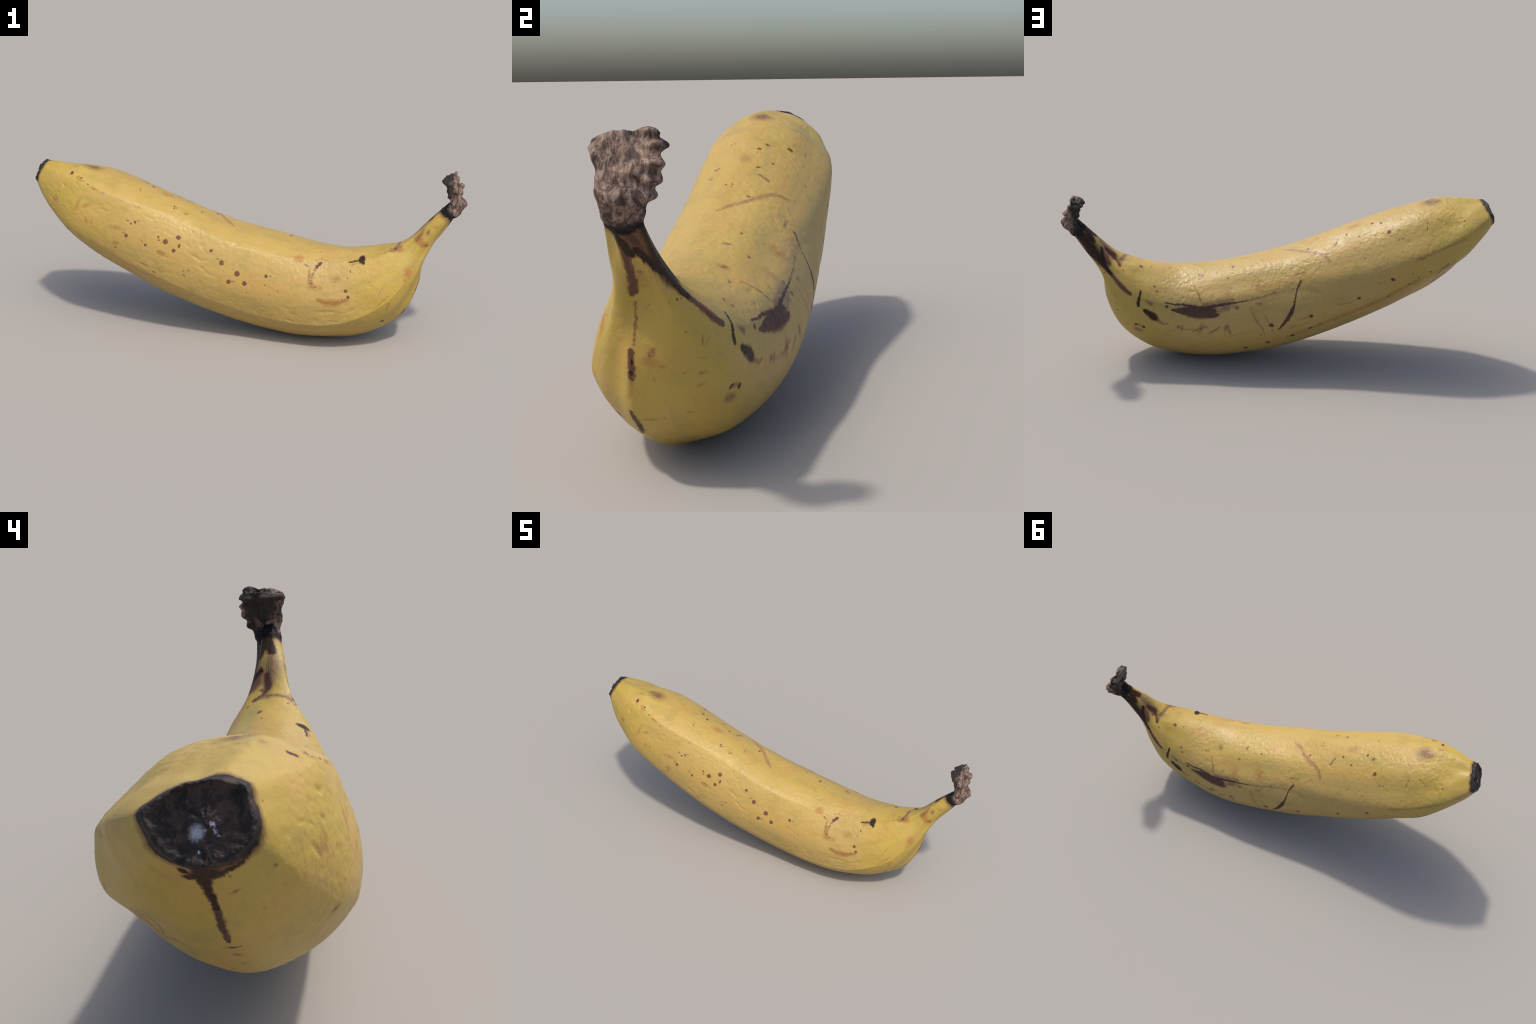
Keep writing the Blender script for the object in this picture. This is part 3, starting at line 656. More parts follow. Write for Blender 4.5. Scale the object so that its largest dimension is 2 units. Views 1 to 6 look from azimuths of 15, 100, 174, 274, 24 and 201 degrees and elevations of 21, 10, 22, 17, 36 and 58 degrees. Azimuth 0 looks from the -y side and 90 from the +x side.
spot('brown', (0.227, 0.184, 0.357), (-0.0088, 0.0010, 0.0002), (-0.0017, 0.0041, -0.0056), 0.8)
spot('brown', (-0.832, -0.029, 0.434), (0.0051, -0.0048, -0.0050), (0.0059, 0.0016, -0.0059), 0.8)
spot('brown', (-0.854, -0.010, 0.457), (-0.0008, -0.0029, 0.0004), (0.0044, 0.0006, -0.0037), 0.8)
spot('brown', (-0.793, -0.035, 0.398), (-0.0003, -0.0053, 0.0001), (0.0026, 0.0003, -0.0024), 0.8)
spot('brown', (-0.750, -0.012, 0.366), (-0.0052, -0.0047, 0.0028), (0.0021, 0.0003, -0.0017), 0.8)
spot('brown', (-0.958, -0.044, 0.598), (-0.0029, -0.0079, 0.0058), (0.0018, -0.0007, -0.0027), 0.8)
spot('brown', (-0.980, -0.040, 0.630), (0.0006, -0.0033, -0.0003), (0.0019, 0.0003, -0.0029), 0.8)
spot('brown', (-0.955, -0.099, 0.635), (0.0025, -0.0036, 0.0012), (0.0013, -0.0008, -0.0024), 0.8)
spot('brown', (-0.925, -0.080, 0.558), (0.0012, -0.0028, -0.0006), (0.0009, 0.0001, -0.0017), 0.8)
spot('black', (-0.981, -0.001, 0.631), (-0.0015, -0.0207, -0.0028), (0.0108, 0.0026, -0.0104), 0.6)
spot('black', (-0.986, 0.021, 0.641), (0.0051, -0.0057, -0.0075), (0.0061, 0.0030, -0.0054), 0.6)
spot('tan', (-0.858, -0.163, 0.620), (0.0060, -0.0037, -0.0030), (-0.0066, 0.0020, -0.0105), 0.9)
spot('tan', (-0.725, -0.200, 0.617), (0.0064, -0.0025, -0.0031), (-0.0355, 0.0058, -0.0054), 0.9)
spot('tan', (-0.793, -0.184, 0.493), (0.0078, -0.0025, -0.0050), (0.0036, 0.0040, -0.0109), 0.9)
spot('tan', (-0.652, -0.222, 0.545), (0.0041, -0.0010, -0.0017), (-0.0112, 0.0006, -0.0095), 0.9)
spot('brown', (-0.794, -0.183, 0.493), (0.0052, -0.0017, -0.0033), (0.0025, 0.0028, -0.0076), 0.8)
spot('brown', (-0.954, -0.100, 0.634), (0.0035, -0.0037, -0.0015), (0.0008, 0.0001, -0.0032), 0.8)
spot('brown', (-0.954, -0.071, 0.742), (0.0025, -0.0015, -0.0009), (-0.0028, -0.0001, -0.0020), 0.8)
spot('brown', (-0.983, -0.074, 0.668), (0.0021, -0.0026, -0.0009), (0.0010, 0.0003, -0.0052), 0.8)
spot('white', (-0.986, 0.000, 0.695), (0.0017, -0.0079, -0.0040), (0.0001, 0.0043, -0.0106), 0.7)
spot('white', (-0.984, -0.021, 0.706), (0.0003, -0.0037, -0.0017), (-0.0014, 0.0010, -0.0025), 0.7)
spot('white', (-0.985, -0.024, 0.696), (0.0003, -0.0027, 0.0003), (-0.0004, -0.0005, -0.0042), 0.7)
spot('white', (-0.986, -0.011, 0.698), (-0.0001, -0.0027, -0.0000), (-0.0000, 0.0001, -0.0022), 0.7)
spot('white', (-0.987, -0.029, 0.691), (-0.0002, -0.0016, 0.0001), (-0.0006, 0.0000, -0.0014), 0.7)
spot('white', (-0.995, -0.002, 0.671), (-0.0001, -0.0021, 0.0000), (-0.0013, -0.0001, -0.0013), 0.7)
spot('black', (-0.991, -0.012, 0.640), (-0.0007, -0.0259, 0.0023), (0.0119, 0.0014, -0.0126), 0.7)
stroke('dark', 0.7, (0.517, -0.128, 0.411, 0.0038), (0.558, -0.122, 0.420, 0.0045))
stroke('brown', 0.9, (0.531, -0.137, 0.403, 0.0017), (0.567, -0.130, 0.416, 0.0014))
stroke('dark', 0.8, (0.377, -0.155, 0.387, 0.0063), (0.394, -0.140, 0.401, 0.0045))
stroke('brown', 0.9, (0.373, -0.159, 0.382, 0.0031), (0.361, -0.185, 0.348, 0.0042), (0.362, -0.199, 0.323, 0.0049))
stroke('tan', 0.9, (0.355, -0.205, 0.312, 0.0087), (0.394, -0.203, 0.308, 0.0101), (0.407, -0.202, 0.309, 0.0070))
stroke('tan', 0.9, (0.395, -0.221, 0.257, 0.0070), (0.433, -0.221, 0.250, 0.0125), (0.473, -0.217, 0.249, 0.0127), (0.515, -0.209, 0.261, 0.0061), (0.519, -0.207, 0.263, 0.0049))
stroke('tan', 0.9, (0.348, -0.159, 0.387, 0.0056), (0.348, -0.180, 0.360, 0.0050), (0.351, -0.199, 0.327, 0.0051), (0.353, -0.209, 0.303, 0.0056))
stroke('tan', 1, (0.461, -0.181, 0.344, 0.0139), (0.476, -0.177, 0.350, 0.0104))
stroke('brown', 0.8, (0.737, -0.077, 0.487, 0.0049), (0.704, -0.091, 0.467, 0.0061), (0.694, -0.096, 0.462, 0.0028))
stroke('brown', 0.8, (0.820, -0.059, 0.547, 0.0056), (0.799, -0.064, 0.518, 0.0090))
stroke('tan', 0.9, (0.698, -0.168, 0.284, 0.0024), (0.669, -0.181, 0.257, 0.0028), (0.645, -0.188, 0.231, 0.0023), (0.636, -0.191, 0.222, 0.0021))
stroke('tan', 0.9, (0.699, -0.166, 0.245, 0.0052), (0.690, -0.161, 0.214, 0.0035))
stroke('tan', 0.9, (0.680, -0.162, 0.336, 0.0017), (0.662, -0.177, 0.301, 0.0017), (0.655, -0.181, 0.289, 0.0017))
stroke('darkbrown', 0.6, (0.919, -0.011, 0.562, 0.0069), (0.893, -0.012, 0.526, 0.0072), (0.864, -0.016, 0.493, 0.0062), (0.842, -0.022, 0.462, 0.0067))
stroke('brown', 0.8, (0.832, -0.022, 0.442, 0.0017), (0.824, -0.024, 0.404, 0.0024), (0.821, -0.030, 0.364, 0.0026), (0.820, -0.032, 0.347, 0.0023))
stroke('darkbrown', 0.6, (0.818, -0.040, 0.335, 0.0049), (0.811, -0.043, 0.296, 0.0064), (0.803, -0.047, 0.270, 0.0064))
stroke('tan', 0.9, (0.799, -0.050, 0.259, 0.0047), (0.786, -0.057, 0.229, 0.0036), (0.781, -0.060, 0.219, 0.0033))
stroke('dark', 0.5, (0.759, -0.064, 0.178, 0.0067), (0.734, -0.057, 0.142, 0.0068), (0.712, -0.058, 0.121, 0.0055), (0.698, -0.061, 0.111, 0.0050))
stroke('tan', 0.8, (0.821, 0.006, 0.434, 0.0017), (0.822, -0.005, 0.423, 0.0012))
stroke('tan', 0.8, (0.746, 0.108, 0.349, 0.0023), (0.755, 0.102, 0.332, 0.0017))
stroke('tan', 0.8, (0.749, 0.094, 0.248, 0.0035), (0.756, 0.085, 0.244, 0.0024))
stroke('tan', 0.8, (0.767, 0.090, 0.308, 0.0014), (0.750, 0.103, 0.306, 0.0015))
stroke('black', 0.5, (0.914, 0.011, 0.562, 0.0079), (0.888, 0.027, 0.536, 0.0076), (0.859, 0.038, 0.513, 0.0077), (0.836, 0.047, 0.499, 0.0055))
stroke('darkbrown', 0.6, (0.940, 0.009, 0.601, 0.0137), (0.911, 0.025, 0.574, 0.0099), (0.894, 0.030, 0.560, 0.0080))
stroke('black', 0.5, (0.911, 0.028, 0.609, 0.0194), (0.885, 0.030, 0.579, 0.0186), (0.863, 0.034, 0.551, 0.0152), (0.840, 0.044, 0.516, 0.0136), (0.816, 0.054, 0.484, 0.0135), (0.790, 0.069, 0.453, 0.0082), (0.778, 0.076, 0.443, 0.0070))
stroke('darkbrown', 0.5, (0.778, 0.076, 0.443, 0.0070), (0.755, 0.094, 0.417, 0.0064), (0.740, 0.105, 0.403, 0.0057))
stroke('darkbrown', 0.5, (0.752, 0.095, 0.416, 0.0085), (0.727, 0.112, 0.390, 0.0092), (0.695, 0.125, 0.366, 0.0069), (0.689, 0.127, 0.363, 0.0058))
stroke('darkbrown', 0.6, (0.924, 0.029, 0.605, 0.0096), (0.902, 0.028, 0.566, 0.0093), (0.876, 0.033, 0.530, 0.0071), (0.870, 0.035, 0.523, 0.0064))
stroke('black', 0.6, (0.905, 0.002, 0.650, 0.0083), (0.876, 0.006, 0.618, 0.0136), (0.851, -0.017, 0.602, 0.0071))
stroke('black', 0.6, (0.877, 0.015, 0.609, 0.0109), (0.865, 0.022, 0.583, 0.0070))
stroke('purple', 0.8, (0.843, -0.017, 0.593, 0.0116), (0.814, -0.018, 0.560, 0.0155), (0.786, -0.019, 0.529, 0.0168), (0.776, -0.012, 0.513, 0.0113))
stroke('black', 0.6, (0.819, 0.015, 0.546, 0.0058), (0.820, 0.040, 0.519, 0.0119), (0.813, 0.050, 0.494, 0.0144))
stroke('darkbrown', 0.9, (0.804, -0.002, 0.533, 0.0084), (0.771, -0.008, 0.504, 0.0101), (0.752, 0.014, 0.479, 0.0052), (0.741, 0.037, 0.467, 0.0064))
stroke('purple', 0.9, (0.720, -0.072, 0.481, 0.0079), (0.725, -0.037, 0.487, 0.0079), (0.736, 0.002, 0.478, 0.0069), (0.740, 0.026, 0.471, 0.0058))
stroke('purple', 0.9, (0.802, 0.031, 0.514, 0.0128), (0.794, 0.056, 0.479, 0.0087), (0.793, 0.058, 0.475, 0.0077))
stroke('brown', 0.8, (0.740, 0.041, 0.465, 0.0037), (0.748, 0.003, 0.481, 0.0046), (0.725, -0.032, 0.487, 0.0036), (0.716, -0.071, 0.480, 0.0044), (0.685, -0.092, 0.463, 0.0036))
stroke('purple', 0.9, (0.841, -0.027, 0.590, 0.0142), (0.811, -0.018, 0.557, 0.0248), (0.798, 0.000, 0.522, 0.0183), (0.783, 0.004, 0.502, 0.0091))
stroke('black', 0.6, (0.890, -0.011, 0.641, 0.0102), (0.864, -0.011, 0.613, 0.0139), (0.853, -0.018, 0.604, 0.0150))
stroke('black', 0.5, (0.644, 0.121, 0.376, 0.0040), (0.653, 0.139, 0.339, 0.0058), (0.656, 0.144, 0.314, 0.0067))
stroke('black', 0.7, (0.626, 0.153, 0.293, 0.0080), (0.590, 0.163, 0.269, 0.0161), (0.579, 0.166, 0.259, 0.0125))
stroke('brown', 0.8, (0.575, 0.167, 0.256, 0.0089), (0.540, 0.175, 0.233, 0.0029), (0.519, 0.179, 0.241, 0.0022))
stroke('dark', 0.6, (0.534, 0.156, 0.333, 0.0022), (0.490, 0.164, 0.326, 0.0033), (0.453, 0.167, 0.327, 0.0040), (0.420, 0.175, 0.323, 0.0054), (0.387, 0.182, 0.318, 0.0061), (0.351, 0.189, 0.319, 0.0061), (0.308, 0.189, 0.328, 0.0057), (0.267, 0.191, 0.336, 0.0044), (0.231, 0.192, 0.343, 0.0033), (0.193, 0.192, 0.349, 0.0028), (0.166, 0.192, 0.353, 0.0026))
stroke('brown', 0.7, (0.166, 0.192, 0.353, 0.0022), (0.134, 0.191, 0.361, 0.0019), (0.094, 0.190, 0.371, 0.0017), (0.053, 0.186, 0.381, 0.0017), (0.012, 0.182, 0.392, 0.0013), (-0.022, 0.180, 0.400, 0.0012), (-0.058, 0.179, 0.408, 0.0012))
stroke('dark', 0.5, (0.502, 0.170, 0.301, 0.0040), (0.460, 0.176, 0.299, 0.0126), (0.419, 0.185, 0.296, 0.0198), (0.378, 0.191, 0.294, 0.0221), (0.339, 0.201, 0.295, 0.0185), (0.297, 0.207, 0.292, 0.0061), (0.292, 0.208, 0.292, 0.0044))
stroke('purple', 0.8, (0.356, 0.181, 0.333, 0.0097), (0.319, 0.186, 0.335, 0.0129), (0.275, 0.189, 0.339, 0.0198), (0.247, 0.192, 0.340, 0.0198))
stroke('purple', 0.8, (0.292, 0.201, 0.310, 0.0105), (0.250, 0.199, 0.323, 0.0111), (0.243, 0.196, 0.330, 0.0105))
stroke('brown', 0.7, (0.401, 0.107, 0.395, 0.0031), (0.386, 0.140, 0.374, 0.0026), (0.373, 0.167, 0.349, 0.0031), (0.370, 0.172, 0.343, 0.0031))
stroke('tan', 0.8, (0.446, 0.200, 0.218, 0.0031), (0.405, 0.208, 0.220, 0.0035))
stroke('brown', 0.8, (0.405, 0.208, 0.212, 0.0040), (0.369, 0.214, 0.230, 0.0057), (0.345, 0.217, 0.238, 0.0026))
stroke('brown', 0.8, (0.337, 0.221, 0.204, 0.0027), (0.305, 0.225, 0.225, 0.0031), (0.288, 0.225, 0.237, 0.0018))
stroke('brown', 0.8, (0.254, 0.227, 0.246, 0.0057), (0.237, 0.231, 0.210, 0.0040))
stroke('tan', 0.9, (0.239, 0.227, 0.192, 0.0035), (0.207, 0.231, 0.207, 0.0022), (0.173, 0.231, 0.211, 0.0019), (0.134, 0.230, 0.214, 0.0018))
stroke('brown', 0.8, (0.146, 0.206, 0.329, 0.0013), (0.134, 0.222, 0.291, 0.0018), (0.112, 0.232, 0.258, 0.0035), (0.090, 0.232, 0.231, 0.0024), (0.082, 0.223, 0.196, 0.0018))
stroke('brown', 0.8, (0.081, 0.226, 0.291, 0.0018), (0.065, 0.233, 0.262, 0.0018))
stroke('darkbrown', 0.5, (-0.084, 0.166, 0.438, 0.0048), (-0.066, 0.182, 0.406, 0.0033), (-0.058, 0.200, 0.371, 0.0026), (-0.049, 0.218, 0.334, 0.0048), (-0.035, 0.228, 0.301, 0.0083))
stroke('dark', 0.6, (-0.051, 0.214, 0.342, 0.0035), (-0.039, 0.227, 0.308, 0.0080), (-0.020, 0.232, 0.276, 0.0084), (0.003, 0.230, 0.244, 0.0046), (0.020, 0.225, 0.220, 0.0013))
stroke('purple', 0.8, (-0.265, 0.030, 0.588, 0.0031), (-0.252, 0.064, 0.569, 0.0036))
stroke('tan', 0.8, (-0.138, 0.225, 0.276, 0.0022), (-0.117, 0.222, 0.254, 0.0018), (-0.078, 0.222, 0.240, 0.0017), (-0.054, 0.222, 0.232, 0.0018), (-0.031, 0.223, 0.224, 0.0018))
stroke('tan', 0.9, (-0.070, 0.229, 0.270, 0.0049), (-0.107, 0.227, 0.282, 0.0042), (-0.119, 0.228, 0.286, 0.0040))
stroke('tan', 0.9, (-0.338, 0.221, 0.366, 0.0022), (-0.298, 0.223, 0.349, 0.0031), (-0.262, 0.223, 0.344, 0.0031), (-0.251, 0.223, 0.342, 0.0031))
stroke('brown', 0.7, (-0.061, 0.141, 0.458, 0.0044), (-0.101, 0.140, 0.471, 0.0021), (-0.106, 0.139, 0.473, 0.0018))
stroke('tan', 1, (-0.027, 0.199, 0.172, 0.0063), (-0.053, 0.202, 0.184, 0.0064), (-0.078, 0.204, 0.195, 0.0066), (-0.104, 0.206, 0.206, 0.0068), (-0.132, 0.207, 0.219, 0.0071), (-0.165, 0.207, 0.232, 0.0077), (-0.201, 0.206, 0.247, 0.0085), (-0.237, 0.205, 0.261, 0.0093), (-0.271, 0.205, 0.276, 0.0098), (-0.303, 0.207, 0.290, 0.0100), (-0.334, 0.206, 0.303, 0.0101), (-0.364, 0.206, 0.316, 0.0100), (-0.393, 0.206, 0.329, 0.0098), (-0.419, 0.205, 0.341, 0.0095), (-0.445, 0.204, 0.353, 0.0090), (-0.469, 0.202, 0.363, 0.0085), (-0.494, 0.202, 0.375, 0.0080))
stroke('tan', 1, (-0.491, 0.205, 0.380, 0.0088), (-0.512, 0.204, 0.392, 0.0084), (-0.534, 0.205, 0.405, 0.0080), (-0.573, 0.204, 0.426, 0.0073), (-0.611, 0.203, 0.448, 0.0062), (-0.622, 0.202, 0.454, 0.0059))
stroke('tan', 1, (-0.604, 0.215, 0.554, 0.0058), (-0.630, 0.213, 0.566, 0.0056), (-0.656, 0.211, 0.579, 0.0054), (-0.683, 0.207, 0.590, 0.0052), (-0.712, 0.202, 0.601, 0.0051), (-0.741, 0.195, 0.611, 0.0050), (-0.773, 0.185, 0.619, 0.0051), (-0.805, 0.173, 0.627, 0.0051), (-0.838, 0.161, 0.635, 0.0052))  # shading along the back ridge near the tip, painted on in tan
stroke('dot', 0.4, (-0.663, 0.115, 0.685, 0.0015), (-0.660, 0.132, 0.668, 0.0012))
stroke('brown', 0.7, (-0.266, 0.032, 0.588, 0.0033), (-0.251, 0.063, 0.569, 0.0019))
stroke('scratch', 0.7, (-0.025, -0.050, 0.508, 0.0032), (-0.055, -0.023, 0.516, 0.0090), (-0.080, 0.002, 0.522, 0.0087), (-0.106, 0.029, 0.528, 0.0088), (-0.132, 0.050, 0.533, 0.0083), (-0.165, 0.070, 0.536, 0.0078), (-0.200, 0.096, 0.533, 0.0075), (-0.217, 0.126, 0.517, 0.0075))
stroke('brown', 0.7, (-0.268, 0.030, 0.589, 0.0019), (-0.255, 0.068, 0.569, 0.0012))
stroke('brown', 0.7, (-0.104, 0.140, 0.472, 0.0018), (-0.069, 0.143, 0.459, 0.0032))
stroke('black', 0.6, (-0.991, -0.003, 0.640, 0.0132), (-0.964, -0.005, 0.610, 0.0078), (-0.942, -0.012, 0.574, 0.0057), (-0.934, -0.014, 0.559, 0.0053))
stroke('dark', 0.7, (-0.934, -0.014, 0.559, 0.0053), (-0.912, -0.019, 0.520, 0.0060), (-0.887, -0.023, 0.487, 0.0030), (-0.882, -0.023, 0.482, 0.0026))
stroke('dark', 0.6, (-0.859, -0.021, 0.461, 0.0044), (-0.862, -0.039, 0.464, 0.0015))
stroke('purple', 0.8, (-0.760, 0.131, 0.471, 0.0014), (-0.733, 0.125, 0.444, 0.0016), (-0.744, 0.090, 0.420, 0.0026), (-0.777, 0.068, 0.430, 0.0036), (-0.794, 0.047, 0.425, 0.0012))
stroke('purple', 0.8, (-0.834, 0.109, 0.510, 0.0012), (-0.786, 0.113, 0.479, 0.0012), (-0.759, 0.106, 0.451, 0.0012), (-0.775, 0.078, 0.437, 0.0018))
stroke('purple', 0.8, (-0.741, 0.088, 0.415, 0.0012), (-0.755, 0.051, 0.395, 0.0013), (-0.761, 0.043, 0.395, 0.0015))
stroke('dark', 0.5, (0.944, -0.003, 0.603, 0.0098), (0.922, 0.011, 0.574, 0.0110), (0.912, 0.017, 0.563, 0.0089))
stroke('black', 0.6, (0.940, -0.027, 0.607, 0.0059), (0.924, -0.009, 0.571, 0.0099), (0.909, 0.000, 0.551, 0.0080))
stroke('black', 0.6, (0.924, 0.004, 0.668, 0.0186), (0.904, -0.008, 0.654, 0.0145), (0.874, -0.006, 0.622, 0.0183), (0.850, -0.024, 0.600, 0.0094))
stroke('black', 0.6, (0.903, 0.026, 0.607, 0.0202), (0.885, 0.028, 0.583, 0.0215), (0.869, 0.034, 0.556, 0.0216), (0.852, 0.040, 0.530, 0.0204), (0.834, 0.046, 0.506, 0.0178), (0.825, 0.050, 0.494, 0.0165))
stroke('black', 0.7, (0.891, -0.006, 0.641, 0.0121), (0.874, 0.010, 0.613, 0.0156), (0.857, 0.020, 0.581, 0.0103))
stroke('purple', 0.9, (0.840, -0.030, 0.589, 0.0122), (0.818, -0.018, 0.565, 0.0218), (0.796, -0.011, 0.533, 0.0222), (0.781, -0.007, 0.512, 0.0189))
stroke('darkbrown', 0.8, (0.822, 0.017, 0.548, 0.0085), (0.810, 0.038, 0.516, 0.0167), (0.797, 0.050, 0.492, 0.0170))
stroke('dark', 0.5, (0.486, 0.172, 0.300, 0.0053), (0.445, 0.180, 0.298, 0.0132), (0.409, 0.186, 0.296, 0.0177), (0.372, 0.194, 0.294, 0.0189), (0.329, 0.203, 0.291, 0.0141), (0.312, 0.206, 0.289, 0.0097))
stroke('purple', 0.9, (0.449, 0.170, 0.323, 0.0071), (0.409, 0.179, 0.316, 0.0097), (0.375, 0.187, 0.313, 0.0097), (0.334, 0.192, 0.315, 0.0097), (0.324, 0.193, 0.316, 0.0097))
stroke('black', 0.7, (-0.973, 0.018, 0.627, 0.0060), (-0.985, -0.023, 0.634, 0.0050), (-0.985, -0.030, 0.636, 0.0044))
stroke('black', 0.8, (-0.986, -0.069, 0.669, 0.0035), (-0.988, -0.035, 0.641, 0.0042), (-0.988, -0.028, 0.638, 0.0044))
stroke('purple', 0.8, (-0.759, 0.190, 0.524, 0.0033), (-0.731, 0.194, 0.505, 0.0039), (-0.718, 0.186, 0.484, 0.0043), (-0.716, 0.171, 0.467, 0.0046), (-0.723, 0.128, 0.438, 0.0049), (-0.712, 0.104, 0.404, 0.0030))
stroke('purple', 0.8, (-0.792, 0.176, 0.537, 0.0022), (-0.768, 0.183, 0.517, 0.0024), (-0.739, 0.174, 0.484, 0.0026), (-0.713, 0.164, 0.459, 0.0026))
stroke('dark', 0.6, (0.469, 0.173, 0.307, 0.0062), (0.428, 0.179, 0.306, 0.0117), (0.385, 0.188, 0.306, 0.0161), (0.348, 0.194, 0.307, 0.0185), (0.316, 0.200, 0.304, 0.0149))
stroke('brown', 0.8, (-0.759, 0.190, 0.524, 0.0033), (-0.731, 0.194, 0.505, 0.0042), (-0.718, 0.186, 0.484, 0.0047), (-0.716, 0.171, 0.467, 0.0050), (-0.723, 0.128, 0.438, 0.0053), (-0.712, 0.104, 0.404, 0.0030))
stroke('purple', 0.8, (-0.779, 0.180, 0.524, 0.0026), (-0.760, 0.176, 0.500, 0.0030), (-0.772, 0.100, 0.458, 0.0033), (-0.741, 0.099, 0.426, 0.0034), (-0.721, 0.096, 0.405, 0.0034))
stroke('rust', 0.9, (0.395, -0.221, 0.257, 0.0049), (0.433, -0.221, 0.250, 0.0097), (0.473, -0.217, 0.249, 0.0101), (0.515, -0.209, 0.261, 0.0045), (0.519, -0.207, 0.263, 0.0035))
stroke('rust', 0.9, (0.348, -0.172, 0.371, 0.0042), (0.350, -0.192, 0.339, 0.0043), (0.368, -0.207, 0.304, 0.0056))



def mark_pieces():
    """marks cut into single masks: (kind, type, softness, centre, reach, data)"""
    out = []
    for kind, shape, soft, d in MARKS:
        if shape == 'spot':
            c, u, v = map(Vector, d)
            out.append((kind, shape, soft, c, max(u.length, v.length), (c, u, v)))
        else:
            for a, b in zip(d, d[1:]):
                A, B = Vector(a[:3]), Vector(b[:3])
                if (B - A).length > 1e-5:
                    out.append((kind, shape, soft, (A + B) / 2, (B - A).length / 2 + max(a[3], b[3]), (A, B, a[3], b[3])))
    return out


PIECES = mark_pieces()


def frame_rotation(x, hint):
    x = x.normalized()
    z = (hint - x * hint.dot(x)).normalized()
    return Matrix((x, z.cross(x), z)).transposed().to_euler()


def mask_of(t, P, piece):
    kind, shape, soft, c, reach, d = piece
    if shape == 'spot':
        c, u, v = d
        n = u.cross(v)
        q = t.mapping(P, c, frame_rotation(u, n), (max(u.length, 1e-3), max(v.length, 1e-3), max(u.length, v.length, .02)), 'TEXTURE')
        return t.step(t.vmath('LENGTH', q), 1.04 + .6 * soft, .96 - soft)
    A, B, wa, wb = d
    L = (B - A).length
    out = (A + B) / 2 - Vector(C[np.argmin(((C - np.array((A + B) / 2)) ** 2).sum(1))])
    q = t.mapping(P, A, frame_rotation(B - A, out), (L, 1, 3), 'TEXTURE')
    sep = t.n('ShaderNodeSeparateXYZ')
    t.put(sep.inputs[0], q)
    h = t.math('MULTIPLY', sep.outputs[0], 1., clamp=True)
    com = t.n('ShaderNodeCombineXYZ')
    t.put(com.inputs[0], t.math('MULTIPLY', t.math('SUBTRACT', sep.outputs[0], h), L))
    t.put(com.inputs[1], sep.outputs[1])
    t.put(com.inputs[2], sep.outputs[2])
    w = t.math('MULTIPLY_ADD', h, wb - wa, wa)
    return t.step(t.math('DIVIDE', t.vmath('LENGTH', com.outputs[0]), w), 1.2 + 1.0 * soft, .95 - soft)


